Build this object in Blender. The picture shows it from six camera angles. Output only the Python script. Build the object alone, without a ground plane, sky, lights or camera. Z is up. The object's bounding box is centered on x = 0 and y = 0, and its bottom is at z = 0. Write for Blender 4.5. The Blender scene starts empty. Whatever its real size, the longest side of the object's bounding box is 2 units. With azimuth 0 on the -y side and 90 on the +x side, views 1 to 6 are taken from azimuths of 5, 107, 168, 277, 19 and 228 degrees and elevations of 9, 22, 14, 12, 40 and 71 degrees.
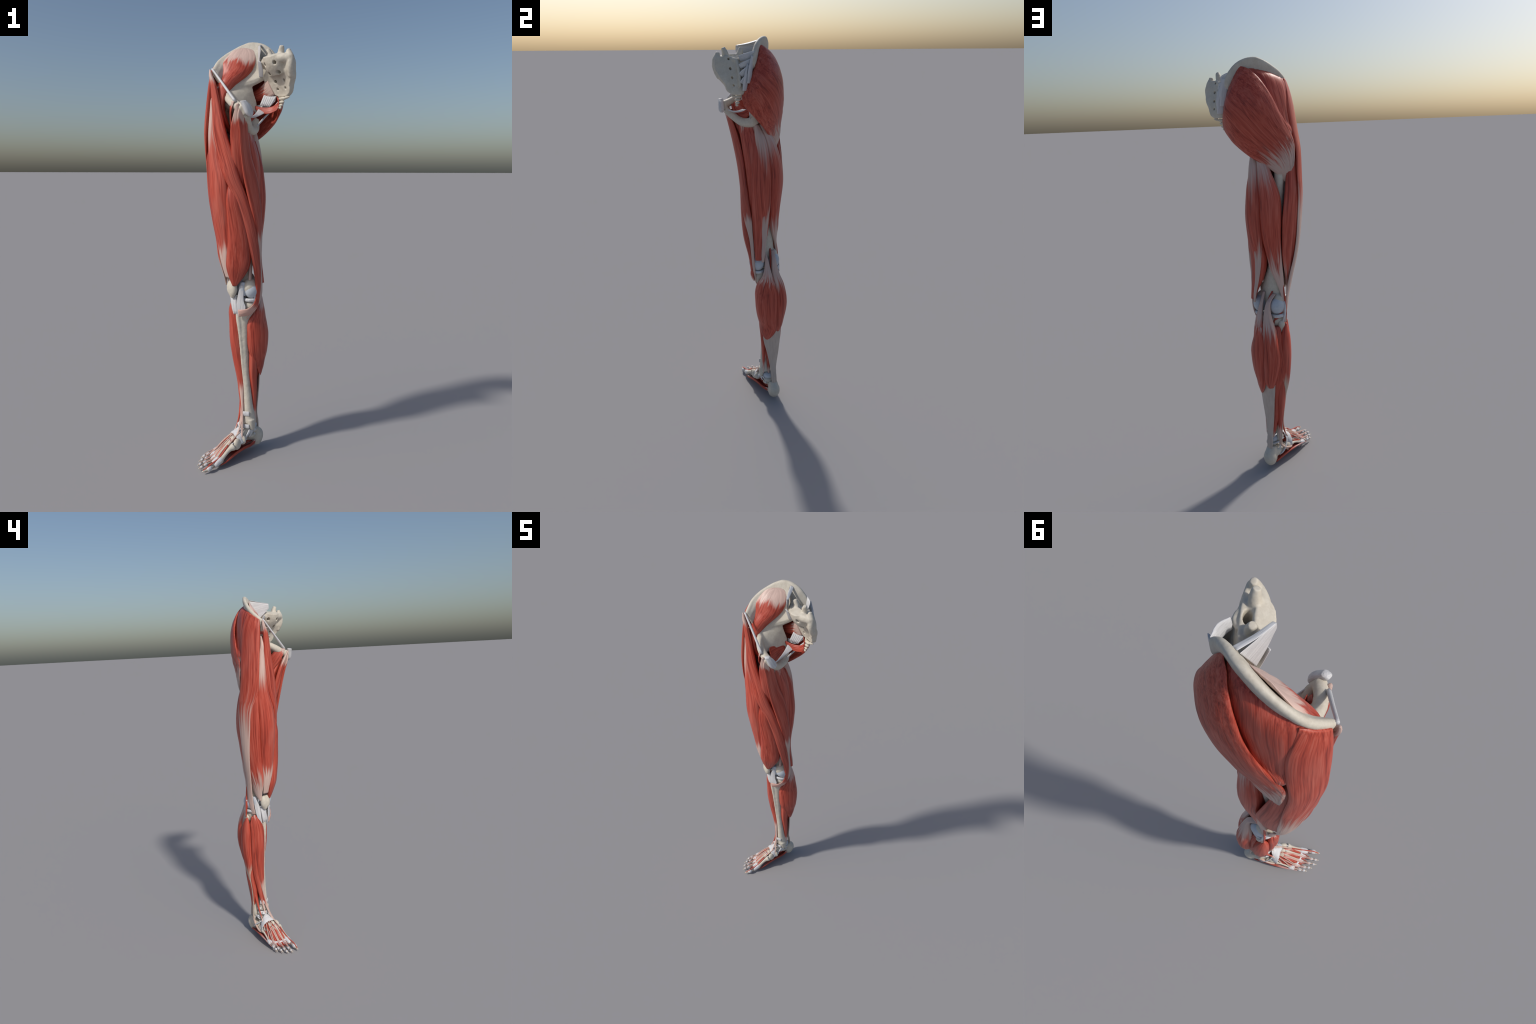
# Anatomical model of a right leg: half pelvis with sacrum, muscles, tendons, ligaments, bones, foot.
# Everything is laid out in a "leg frame": x towards the body's midline, y backwards, z up.
# The finished model stands turned 45 degrees about z.
import bpy, bmesh, math, random
import numpy as np
from mathutils import Vector, Matrix, noise

random.seed(7)
TURN = Matrix.Rotation(math.radians(-45.0), 4, 'Z')
MID = 0.128                                   # x of the body's midline in the leg frame

root = bpy.data.objects.new("anatomical_leg", None)
bpy.context.scene.collection.objects.link(root)
root["label"] = "skinless human right leg with half pelvis, red muscles, bones"
root["category"] = "anatomy model"

# ------------------------------------------------------------------ materials
def nodes(name):
    m = bpy.data.materials.new(name)
    m.use_nodes = True
    t = m.node_tree
    t.nodes.clear()
    out = t.nodes.new("ShaderNodeOutputMaterial")
    p = t.nodes.new("ShaderNodeBsdfPrincipled")
    t.links.new(p.outputs[0], out.inputs[0])
    return m, t, p

def N(t, kind, **kw):
    n = t.nodes.new(kind)
    for k, v in kw.items():
        setattr(n, k, v)
    return n

def math_node(t, op, a, b=None, clamp=False):
    n = N(t, "ShaderNodeMath", operation=op, use_clamp=clamp)
    for i, v in enumerate((a, b)):
        if v is None:
            continue
        if hasattr(v, "links"):
            t.links.new(v, n.inputs[i])
        else:
            n.inputs[i].default_value = v
    return n.outputs[0]

def stretched_noise(t, coord, scale, detail=3.0, seed=0.0, rough=0.55, distort=0.0):
    mp = N(t, "ShaderNodeMapping")
    mp.inputs["Scale"].default_value = scale
    mp.inputs["Location"].default_value = (seed, seed * 1.7, seed * 0.6)
    t.links.new(coord, mp.inputs["Vector"])
    nz = N(t, "ShaderNodeTexNoise")
    nz.inputs["Scale"].default_value = 1.0
    nz.inputs["Detail"].default_value = detail
    nz.inputs["Roughness"].default_value = rough
    nz.inputs["Distortion"].default_value = distort
    t.links.new(mp.outputs[0], nz.inputs["Vector"])
    return nz.outputs["Fac"]

def mix(t, fac, a, b):
    n = N(t, "ShaderNodeMix", data_type='RGBA')
    if hasattr(fac, "links"):
        t.links.new(fac, n.inputs[0])
    else:
        n.inputs[0].default_value = fac
    for i, v in ((6, a), (7, b)):
        if hasattr(v, "links"):
            t.links.new(v, n.inputs[i])
        else:
            n.inputs[i].default_value = (*v, 1.0)
    return n.outputs[2]

def ramp(t, fac, stops):
    r = N(t, "ShaderNodeValToRGB")
    el = r.color_ramp.elements
    while len(el) < len(stops):
        el.new(0.5)
    for e, (pos, c) in zip(el, stops):
        e.position = pos
        e.color = (*c, 1.0)
    t.links.new(fac, r.inputs[0])
    return r.outputs[0]

def smooth_step(t, value, lo, hi):
    n = N(t, "ShaderNodeMapRange", interpolation_type='SMOOTHSTEP')
    n.inputs["From Min"].default_value = lo
    n.inputs["From Max"].default_value = hi
    t.links.new(value, n.inputs["Value"])
    return n.outputs["Result"]

RED_DARK, RED, RED_PALE = (0.240, 0.026, 0.016), (0.460, 0.068, 0.040), (0.560, 0.128, 0.086)
TENDON = (0.620, 0.445, 0.385)

def fibre_coordinates(t, co, profile):
    """Object coordinates straightened along the part: the drift of its centre line and its swelling,
    known from the sections it is lofted through, are taken out with float curves over the long axis."""
    sep = N(t, "ShaderNodeSeparateXYZ")
    t.links.new(co, sep.inputs[0])
    x, y, z = sep.outputs
    if profile is None:
        return co, z
    z0, z1 = profile[0][0], profile[-1][0]
    pos = math_node(t, 'DIVIDE', math_node(t, 'SUBTRACT', z, z0), max(z1 - z0, 1e-4), clamp=True)
    mean = sum(p[3] for p in profile) / len(profile)

    def curve(k):
        vals = [p[k] for p in profile]
        lo, hi = min(vals), max(vals)
        span = max(hi - lo, 1e-5)
        n = N(t, "ShaderNodeFloatCurve")
        pts = n.mapping.curves[0].points
        step = max(1, len(profile) // 14)
        keep = list(range(0, len(profile), step))
        if keep[-1] != len(profile) - 1:
            keep.append(len(profile) - 1)
        for i, j in enumerate(keep):
            u, v = (profile[j][0] - z0) / max(z1 - z0, 1e-4), (vals[j] - lo) / span
            if i == 0:
                pts[0].location = (0.0, v)
            elif i == len(keep) - 1:
                pts[len(pts) - 1].location = (1.0, v)
            else:
                pts.new(u, v)
        n.mapping.update()
        t.links.new(pos, n.inputs["Value"])
        return math_node(t, 'ADD', math_node(t, 'MULTIPLY', n.outputs[0], span), lo)
    r = math_node(t, 'DIVIDE', mean, curve(3))
    cx = math_node(t, 'MULTIPLY', math_node(t, 'SUBTRACT', x, curve(1)), r)
    cy = math_node(t, 'MULTIPLY', math_node(t, 'SUBTRACT', y, curve(2)), r)
    comb = N(t, "ShaderNodeCombineXYZ")
    t.links.new(cx, comb.inputs[0])
    t.links.new(cy, comb.inputs[1])
    t.links.new(z, comb.inputs[2])
    return comb.outputs[0], z

def muscle_material(name, start=None, end=None, pale=0.0, streak=1.0, fibre=1.0, ragged=0.10, tendon=TENDON, shared=False):
    """Red fibres along the part; 'start' and 'end' give, in metres along its axis, where the pale
    tendon turns into red flesh and where the flesh turns into tendon again.  Returns a function
    that makes the material once the part's centre line is known."""
    made = {}

    def make(profile=None):
        if shared:
            profile = None
            if made:
                return made[0]
        m, t, p = nodes("muscle_" + name)
        made[0] = m
        tc = N(t, "ShaderNodeTexCoord")
        info = N(t, "ShaderNodeObjectInfo")
        co, z = fibre_coordinates(t, tc.outputs["Object"], profile)
        wide = stretched_noise(t, co, (110 * fibre, 110 * fibre, 3.0), 3.0, 3.1, 0.6, 0.4)
        fine = stretched_noise(t, co, (380 * fibre, 380 * fibre, 6), 2.0, 8.3, 0.55, 0.0)
        patch = stretched_noise(t, co, (26, 26, 4.5), 2.0, 1.7)
        mixv = math_node(t, 'ADD', math_node(t, 'MULTIPLY', wide, 0.55), math_node(t, 'MULTIPLY', fine, 0.45))
        col = ramp(t, mixv, [(0.36, RED_DARK), (0.50, RED), (0.66, RED_PALE)])
        col = mix(t, math_node(t, 'MULTIPLY', smooth_step(t, patch, 0.50, 0.74), 0.22 + pale), col, (0.51, 0.155, 0.115))  # glossy sheen on the bellies painted into the red as paler patches
        tend = ramp(t, mixv, [(0.30, tuple(c * 0.84 for c in tendon)), (0.55, tendon), (0.75, tuple(min(1, c * 1.10) for c in tendon))])
        jag = math_node(t, 'MULTIPLY', math_node(t, 'SUBTRACT', stretched_noise(t, co, (120 * fibre, 120 * fibre, 1.2), 3.0, 5.5, 0.6), 0.5), ragged * 2.6)
        mask = None
        zj = math_node(t, 'ADD', z, jag)
        for k, lim in (("start", start), ("end", end)):
            if lim is None:
                continue
            c, h = (lim[0] + lim[1]) / 2, (lim[1] - lim[0]) * 0.36
            f = smooth_step(t, zj, c - h, c + h)
            if k == "start":
                f = math_node(t, 'SUBTRACT', 1.0, f)
            mask = f if mask is None else math_node(t, 'MAXIMUM', mask, f)
        if mask is not None:
            col = mix(t, mask, col, tend)
        hsv = N(t, "ShaderNodeHueSaturation")
        v = math_node(t, 'ADD', math_node(t, 'MULTIPLY', info.outputs["Random"], 0.12), 0.95)
        t.links.new(v, hsv.inputs["Value"])
        t.links.new(col, hsv.inputs["Color"])
        t.links.new(hsv.outputs[0], p.inputs["Base Color"])
        b = N(t, "ShaderNodeBump")
        b.inputs["Strength"].default_value = 0.5 * streak
        b.inputs["Distance"].default_value = 0.0024
        t.links.new(mixv, b.inputs["Height"])
        t.links.new(b.outputs[0], p.inputs["Normal"])
        p.inputs["Roughness"].default_value = 0.42
        p.inputs["Specular IOR Level"].default_value = 0.42
        return m
    return make

def plain_material(name, lo, hi, scale, stretch=None, rough=0.5, bump=0.25, spec=0.4, dist=0.0015):
    m, t, p = nodes(name)
    tc = N(t, "ShaderNodeTexCoord")
    sc = (scale, scale, scale if stretch is None else stretch)
    a = stretched_noise(t, tc.outputs["Object"], sc, 4.0, 2.2, 0.6)
    bfine = stretched_noise(t, tc.outputs["Object"], tuple(4 * s for s in sc), 3.0, 6.2, 0.6)
    f = math_node(t, 'ADD', math_node(t, 'MULTIPLY', a, 0.6), math_node(t, 'MULTIPLY', bfine, 0.4))
    col = ramp(t, f, [(0.32, lo), (0.66, hi)])
    t.links.new(col, p.inputs["Base Color"])
    b = N(t, "ShaderNodeBump")
    b.inputs["Strength"].default_value = bump
    b.inputs["Distance"].default_value = dist
    t.links.new(f, b.inputs["Height"])
    t.links.new(b.outputs[0], p.inputs["Normal"])
    p.inputs["Roughness"].default_value = rough
    p.inputs["Specular IOR Level"].default_value = spec
    return m

BONE = plain_material("bone", (0.530, 0.480, 0.395), (0.645, 0.602, 0.515), 45, rough=0.55, bump=0.3)
LIGAMENT = plain_material("ligament_white", (0.50, 0.50, 0.51), (0.72, 0.72, 0.73), 120, 6, rough=0.42, bump=0.7, dist=0.003)
CARTILAGE = plain_material("cartilage_bluish", (0.46, 0.50, 0.55), (0.56, 0.60, 0.65), 40, rough=0.35, bump=0.15)
TENDON_MAT = plain_material("tendon_cream", (0.50, 0.335, 0.270), (0.640, 0.470, 0.390), 140, 8, rough=0.42, bump=0.5)
SHEET = plain_material("tendon_sheet", (0.470, 0.385, 0.330), (0.600, 0.510, 0.445), 120, 5, rough=0.5, bump=0.6)
DARK_FLESH = plain_material("deep_flesh", (0.20, 0.06, 0.05), (0.30, 0.10, 0.08), 120, 6, rough=0.5)
PALE_FLESH = plain_material("deep_pale_flesh", (0.25, 0.165, 0.155), (0.37, 0.27, 0.25), 120, 6, rough=0.5)

# ------------------------------------------------------------------ geometry helpers
def spline(rows, per=8):
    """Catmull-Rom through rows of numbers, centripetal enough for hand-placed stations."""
    r = np.array(rows, float)
    n = len(r)
    if n == 2:
        return np.array([r[0] + (r[1] - r[0]) * s for s in np.linspace(0, 1, per + 1)])
    d = np.linalg.norm(np.diff(r[:, :3], axis=0), axis=1) + 1e-6
    k = np.concatenate([[0], np.cumsum(d ** 0.5)])
    m = np.zeros_like(r)
    for i in range(1, n - 1):
        h0, h1 = k[i] - k[i - 1], k[i + 1] - k[i]
        s0, s1 = (r[i] - r[i - 1]) / h0, (r[i + 1] - r[i]) / h1
        m[i] = (s0 * h1 + s1 * h0) / (h0 + h1)
    m[0] = (r[1] - r[0]) / (k[1] - k[0])
    m[-1] = (r[-1] - r[-2]) / (k[-1] - k[-2])
    out = []
    for i in range(n - 1):
        h = k[i + 1] - k[i]
        for j in range(per):
            s = j / per
            a, b = 2 * s**3 - 3 * s**2 + 1, s**3 - 2 * s**2 + s
            c, e = -2 * s**3 + 3 * s**2, s**3 - s**2
            out.append(a * r[i] + b * h * m[i] + c * r[i + 1] + e * h * m[i + 1])
    out.append(r[-1])
    return np.array(out)

def grid_mesh(rings):
    """Closed tube mesh from equal rings, both ends capped by a centre point."""
    n, w = len(rings), len(rings[0])
    v = [tuple(p) for ring in rings for p in ring]
    f = []
    for i in range(n - 1):
        for j in range(w):
            k = (j + 1) % w
            f.append((i * w + j, i * w + k, (i + 1) * w + k, (i + 1) * w + j))
    v.append(tuple(np.mean(rings[0], axis=0)))
    v.append(tuple(np.mean(rings[-1], axis=0)))
    a, b = len(v) - 2, len(v) - 1
    for j in range(w):
        k = (j + 1) % w
        f.append((a, k, j))
        f.append((b, (n - 1) * w + j, (n - 1) * w + k))
    return v, f

def place(name, verts, faces, mat, start, end, parent=None, smooth=True, rings=None):
    """Makes an object whose own z axis runs from start to end (so fibres follow the part)."""
    s, e = TURN @ Vector(start), TURN @ Vector(end)
    ax = (e - s)
    if ax.length < 1e-6:
        ax = Vector((0, 0, 1))
    q = Vector((0, 0, 1)).rotation_difference(ax.normalized())
    mw = Matrix.Translation(s) @ q.to_matrix().to_4x4()
    inv = mw.inverted()
    me = bpy.data.meshes.new(name)
    me.from_pydata([inv @ (TURN @ Vector(p)) for p in verts], [], faces)
    me.update()
    bm = bmesh.new()
    bm.from_mesh(me)
    bmesh.ops.recalc_face_normals(bm, faces=bm.faces)
    bm.to_mesh(me)
    bm.free()
    if callable(mat):
        profile = None
        if rings is not None:
            profile = []
            for ring in rings:
                q = np.array([inv @ (TURN @ Vector(p)) for p in ring])
                c = q.mean(axis=0)
                r = float(np.sqrt(((q - c)[:, :2] ** 2).sum(axis=1).mean()))
                if not profile or c[2] > profile[-1][0] + 0.002:
                    profile.append((float(c[2]), float(c[0]), float(c[1]), max(r, 0.002)))
            if len(profile) < 4:
                profile = None
        mat = mat(profile)
    me.materials.append(mat)
    if smooth:
        me.polygons.foreach_set("use_smooth", [True] * len(me.polygons))
    o = bpy.data.objects.new(name, me)
    bpy.context.scene.collection.objects.link(o)
    par = parent or root
    o.parent = par
    o.matrix_parent_inverse = par.matrix_basis.inverted() if par is not root else Matrix.Identity(4)
    o.matrix_basis = mw
    return o

def unit(v):
    return v / (np.linalg.norm(v) + 1e-12)

def furrow(ring, ctr, s, seed, amp):
    """Shallow lengthwise furrows so muscle bundles show as relief."""
    if amp == 0:
        return ring
    out = []
    w = len(ring)
    for j, p in enumerate(ring):
        a = 2 * math.pi * j / w
        h = noise.noise(Vector((math.cos(a) * 3.2 + seed, math.sin(a) * 3.2, s * 1.3 + seed)))
        h += 0.6 * noise.noise(Vector((math.cos(a) * 8 + seed, math.sin(a) * 8, s * 2.0)))
        out.append(p + unit(p - ctr) * h * amp)
    return out

def belly(name, stations, mat, power=2.4, per=8, width=40, relief=0.0012, parent=None, start_tip=True, end_tip=True):
    """Limb muscle lofted through horizontal sections (z, x, y, half width, half depth, turn in degrees)."""
    st = spline([(r[1], r[2], r[0], r[3], r[4], r[5]) for r in stations], per)
    seed = (sum(map(ord, name)) % 97) * 0.37
    rings = []
    total = abs(st[0][2] - st[-1][2])
    for x, y, z, a, b, rot in st:
        a, b = max(a, 0.0012), max(b, 0.0012)
        c, s = math.cos(math.radians(rot)), math.sin(math.radians(rot))
        ring = []
        for j in range(width):
            t = 2 * math.pi * j / width
            u = math.copysign(abs(math.cos(t)) ** (2 / power), math.cos(t)) * a
            v = math.copysign(abs(math.sin(t)) ** (2 / power), math.sin(t)) * b
            ring.append(np.array((x + u * c - v * s, y + u * s + v * c, z)))
        rings.append(furrow(ring, np.array((x, y, z)), (st[0][2] - z) * 4, seed, relief * min(1, min(a, b) / 0.012)))
    v, f = grid_mesh(rings)
    return place(name, v, f, mat, np.mean(rings[0], axis=0), np.mean(rings[-1], axis=0), parent, rings=rings)

def strap(name, stations, mat, out, per=8, width=48, power=2.2, relief=0.001, parent=None, inner=0.75):
    """Sheet-like muscle or ligament: each station is (edge P, edge Q, bulge, thickness);
    the sheet arches away from the point 'out' on its inner side."""
    st = spline([(*p, *q, bu, th) for p, q, bu, th in stations], per)
    P, Q = st[:, :3], st[:, 3:6]
    C = (P + Q) / 2
    seed = (sum(map(ord, name)) % 89) * 0.53
    rings = []
    for i in range(len(st)):
        tan = unit(C[min(i + 1, len(C) - 1)] - C[max(i - 1, 0)])
        e = Q[i] - P[i]
        nrm = unit(np.cross(tan, e))
        if np.dot(nrm, C[i] - np.array(out)) < 0:
            nrm = -nrm
        bu, th = st[i, 6], max(st[i, 7], 0.0012)
        ring = []
        for j in range(width):
            t = 2 * math.pi * j / width
            u = math.copysign(abs(math.cos(t)) ** (2 / power), math.cos(t))
            v = math.copysign(abs(math.sin(t)) ** (2 / power), math.sin(t))
            arch = (bu - th / 2) * (1 - u * u) if bu > th / 2 else 0.0
            h = arch + v * th / 2
            if relief:
                h += relief * min(1, th / 0.01) * (noise.noise(Vector((u * 9 + seed, i * 0.12, v))) + 0.7 * noise.noise(Vector((u * 24 + seed, i * 0.1, v))))
            ring.append(C[i] + e / 2 * u + nrm * h)
        rings.append(ring)
    v, f = grid_mesh(rings)
    return place(name, v, f, mat, C[0], C[-1], parent, rings=rings)

def cord_rings(pts, per=8, width=16, flat_dir=None):
    """Rings of a round or flattened cord: pts are (x, y, z, radius) or (x, y, z, r wide, r thin)."""
    st = spline([tuple(p) if len(p) > 4 else (*p, p[3]) for p in pts], per)
    P = st[:, :3]
    rings = []
    up = None
    for i in range(len(st)):
        tan = unit(P[min(i + 1, len(P) - 1)] - P[max(i - 1, 0)])
        if flat_dir is not None:
            a = np.array(flat_dir, float)
        elif up is None:
            a = np.array((1.0, 0, 0)) if abs(tan[0]) < 0.8 else np.array((0, 1.0, 0))
        else:
            a = up
        a = unit(a - tan * np.dot(a, tan))
        up = a
        b = np.cross(tan, a)
        ra = max(st[i, 3], 0.0006)
        rb = max(st[i, 4], 0.0006)
        rings.append([P[i] + a * ra * math.cos(t) + b * rb * math.sin(t) for t in (2 * math.pi * j / width for j in range(width))])
    return rings

def cord(name, pts, mat, per=8, width=16, flat_dir=None, parent=None):
    rings = cord_rings(pts, per, width, flat_dir)
    v, f = grid_mesh(rings)
    return place(name, v, f, mat, pts[0][:3], pts[-1][:3], parent, rings=rings)

def ball_part(c, r, turn=0.0, nu=24, nv=14):
    """Ellipsoid as rings; r = (rx, ry, rz), turned about z by degrees."""
    cs, sn = math.cos(math.radians(turn)), math.sin(math.radians(turn))
    rings = []
    for i in range(1, nv):
        ph = math.pi * i / nv
        ring = []
        for j in range(nu):
            t = 2 * math.pi * j / nu
            x, y, z = r[0] * math.sin(ph) * math.cos(t), r[1] * math.sin(ph) * math.sin(t), -r[2] * math.cos(ph)
            ring.append(np.array((c[0] + x * cs - y * sn, c[1] + x * sn + y * cs, c[2] + z)))
        rings.append(ring)
    v, f = grid_mesh(rings)
    v[-2] = (c[0], c[1], c[2] - r[2])
    v[-1] = (c[0], c[1], c[2] + r[2])
    return v, f

def ball(name, c, r, mat, turn=0.0, parent=None, lumps=0.0):
    v, f = ball_part(c, r, turn)
    if lumps:
        cc = Vector(c)
        v = [tuple(Vector(p) + (Vector(p) - cc).normalized() * lumps * noise.noise(Vector(p) * 60)) for p in v]
    return place(name, v, f, mat, (c[0], c[1], c[2]), (c[0], c[1], c[2] + 0.1), parent)

def cord_part(pts, **kw):
    return grid_mesh(cord_rings(pts, **kw))

def patch_part(grid, thick, per=6):
    """Thickened surface through a small grid of control points (rows of points)."""
    rows = [spline(row, per) for row in grid]
    cols = [spline([r[j] for r in rows], per) for j in range(len(rows[0]))]
    S = np.array(cols)                                   # [u][v][3]
    th = np.array(thick, float)
    nu, nv = S.shape[:2]
    du, dv = np.gradient(S, axis=0), np.gradient(S, axis=1)
    nr = np.cross(du, dv)
    nr /= np.linalg.norm(nr, axis=2, keepdims=True) + 1e-12
    tv = np.interp(np.linspace(0, 1, nv), np.linspace(0, 1, len(th)), th)[None, :, None]
    top, bot = S + nr * tv / 2, S - nr * tv / 2
    verts = [tuple(p) for p in top.reshape(-1, 3)] + [tuple(p) for p in bot.reshape(-1, 3)]
    o = nu * nv
    f = []
    for i in range(nu - 1):
        for j in range(nv - 1):
            a, b, c, d = i * nv + j, i * nv + j + 1, (i + 1) * nv + j + 1, (i + 1) * nv + j
            f += [(a, b, c, d), (o + d, o + c, o + b, o + a)]
    edge = [i * nv for i in range(nu)] + [(nu - 1) * nv + j for j in range(1, nv)] + [i * nv + nv - 1 for i in range(nu - 2, -1, -1)] + [j for j in range(nv - 2, 0, -1)]
    for k in range(len(edge)):
        a, b = edge[k], edge[(k + 1) % len(edge)]
        f.append((a, b, o + b, o + a))
    return verts, f

def fused(name, parts, mat, voxel=0.003, smooth=6, holes=(), parent=None, lumps=0.0):
    """Several closed pieces grown together into one bone (voxel remesh), optionally pierced by holes."""
    v, f = [], []
    for pv, pf in parts:
        o = len(v)
        v += pv
        f += [tuple(o + i for i in q) for q in pf]
    ctr = np.mean(np.array(v), axis=0)
    ob = place(name, v, f, mat, ctr, ctr + np.array((0, 0, 0.1)), parent)
    bpy.context.view_layer.objects.active = ob
    r = ob.modifiers.new("grow", 'REMESH')
    r.mode = 'VOXEL'
    r.voxel_size = voxel
    cutters = []
    for pv, pf in holes:
        c = place("cutter", pv, pf, mat, ctr, ctr + np.array((0, 0, 0.1)), parent)
        b = ob.modifiers.new("hole", 'BOOLEAN')
        b.operation = 'DIFFERENCE'
        b.object = c
        b.solver = 'EXACT'
        cutters.append(c)
    if holes:
        r = ob.modifiers.new("grow2", 'REMESH')
        r.mode = 'VOXEL'
        r.voxel_size = voxel
    s = ob.modifiers.new("soften", 'SMOOTH')
    s.iterations = smooth
    s.factor = 0.5
    bpy.context.view_layer.update()
    dg = bpy.context.evaluated_depsgraph_get()
    me = bpy.data.meshes.new_from_object(ob.evaluated_get(dg))
    ob.modifiers.clear()
    old = ob.data
    ob.data = me
    me.name = name
    bpy.data.meshes.remove(old)
    for c in cutters:
        m = c.data
        bpy.data.objects.remove(c)
        bpy.data.meshes.remove(m)
    if lumps:
        co = np.empty(len(me.vertices) * 3, np.float32)
        no = np.empty(len(me.vertices) * 3, np.float32)
        me.vertices.foreach_get("co", co)
        me.vertex_normals.foreach_get("vector", no)
        co, no = co.reshape(-1, 3), no.reshape(-1, 3)
        h = np.array([noise.noise(Vector(p) * 40) + 0.5 * noise.noise(Vector(p) * 110) for p in co])
        me.vertices.foreach_set("co", (co + no * (lumps * h)[:, None]).astype(np.float32).ravel())
        me.update()
    me.polygons.foreach_set("use_smooth", [True] * len(me.polygons))
    if not me.materials:
        me.materials.append(mat)
    return ob

def mir(p):
    return (2 * MID - p[0], *p[1:])

# ------------------------------------------------------------------ pelvis
def build_pelvis():
    crest = [(-0.072, -0.120, 1.858), (-0.098, -0.064, 1.912), (-0.080, 0.006, 1.962), (-0.035, 0.067, 1.992), (0.022, 0.110, 1.972), (0.060, 0.140, 1.915), (0.070, 0.138, 1.880)]
    fossa = [(-0.066, -0.105, 1.825), (-0.074, -0.056, 1.868), (-0.052, 0.006, 1.892), (-0.012, 0.054, 1.905), (0.028, 0.094, 1.905), (0.052, 0.124, 1.885), (0.064, 0.130, 1.868)]
    brim = [(-0.056, -0.090, 1.782), (-0.038, -0.054, 1.792), (-0.014, -0.002, 1.806), (0.010, 0.036, 1.820), (0.036, 0.074, 1.838), (0.048, 0.110, 1.850), (0.056, 0.122, 1.852)]
    wing = patch_part([crest, fossa, brim], (0.022, 0.032, 0.026, 0.016, 0.030))
    rim = cord_part([(*p, 0.0108 + 0.0016 * math.sin(i * 2.3), 0.0108) for i, p in enumerate(crest)], per=6)
    # side wall of the basin, from the brim down to the rim of the round opening
    wall = patch_part([
        [(-0.050, -0.090, 1.778), (-0.034, -0.052, 1.788), (-0.012, 0.000, 1.802), (0.004, 0.034, 1.808)],
        [(-0.026, -0.086, 1.752), (-0.014, -0.046, 1.760), (-0.004, 0.004, 1.768), (0.002, 0.042, 1.774)],
        [(0.000, -0.092, 1.732), (0.000, -0.042, 1.728), (0.002, 0.012, 1.734), (0.002, 0.054, 1.738)],
        [(0.028, -0.094, 1.710), (0.014, -0.036, 1.698), (0.008, 0.016, 1.694), (0.004, 0.060, 1.706)],
        [(0.044, -0.084, 1.696), (0.022, -0.028, 1.682), (0.012, 0.020, 1.656), (0.006, 0.056, 1.660)]], (0.018, 0.022, 0.024, 0.020, 0.016))
    parts = [wing, rim, wall,
        cord_part([(-0.064, -0.098, 1.800, 0.016), (-0.060, -0.075, 1.772, 0.024), (-0.056, -0.040, 1.745, 0.046), (-0.044, 0.000, 1.715, 0.040), (-0.018, 0.030, 1.680, 0.030), (0.000, 0.036, 1.640, 0.026), (0.010, 0.034, 1.612, 0.024)]),
        cord_part([(-0.010, 0.042, 1.735, 0.016), (0.000, 0.062, 1.714, 0.006)]),
        cord_part([(-0.052, -0.088, 1.782, 0.014), (-0.036, -0.054, 1.792, 0.014), (-0.014, -0.002, 1.803, 0.014), (0.008, 0.034, 1.814, 0.013), (0.030, 0.064, 1.832, 0.012), (0.042, 0.085, 1.842, 0.010)]),
        cord_part([(0.008, 0.048, 1.660, 0.022), (0.010, 0.042, 1.618, 0.026), (0.030, 0.012, 1.606, 0.023), (0.052, -0.022, 1.610, 0.021), (0.078, -0.050, 1.632, 0.018), (0.106, -0.080, 1.664, 0.017)], width=20),
        cord_part([(-0.030, -0.065, 1.742, 0.024), (0.000, -0.088, 1.734, 0.019), (0.035, -0.098, 1.716, 0.020), (0.075, -0.100, 1.698, 0.020), (0.108, -0.096, 1.688, 0.020)]),
        cord_part([(0.104, -0.100, 1.700, 0.017), (0.112, -0.084, 1.664, 0.017)]),
    ]
    hip = fused("hip_bone", parts, BONE, voxel=0.0032, smooth=10, lumps=0.0006)

    # sacrum: a shield curved backwards, with wings, joint processes, canal and four pairs of openings
    rows = []
    for z, w, ym, yl in [(1.915, 0.086, 0.078, 0.072), (1.885, 0.098, 0.086, 0.072), (1.855, 0.096, 0.094, 0.076), (1.825, 0.086, 0.105, 0.094), (1.795, 0.064, 0.114, 0.106), (1.765, 0.052, 0.121, 0.113), (1.750, 0.026, 0.121, 0.118)]:
        rows.append([(MID + k * w, ym + (yl - ym) * abs(k) ** 2, z) for k in (-1, -0.66, -0.33, 0, 0.33, 0.66, 1)])
    parts = [patch_part(rows, (0.030, 0.038, 0.038, 0.032, 0.028, 0.020, 0.016)),
             cord_part([(MID, 0.078, 1.845, 0.048, 0.022), (MID, 0.052, 1.885, 0.050, 0.028), (MID, 0.038, 1.917, 0.046, 0.025)], width=28, flat_dir=(1, 0, 0)),
             cord_part([(MID, 0.100, 1.905, 0.009), (MID, 0.120, 1.865, 0.009), (MID, 0.131, 1.820, 0.008), (MID, 0.136, 1.785, 0.006)])]
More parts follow.
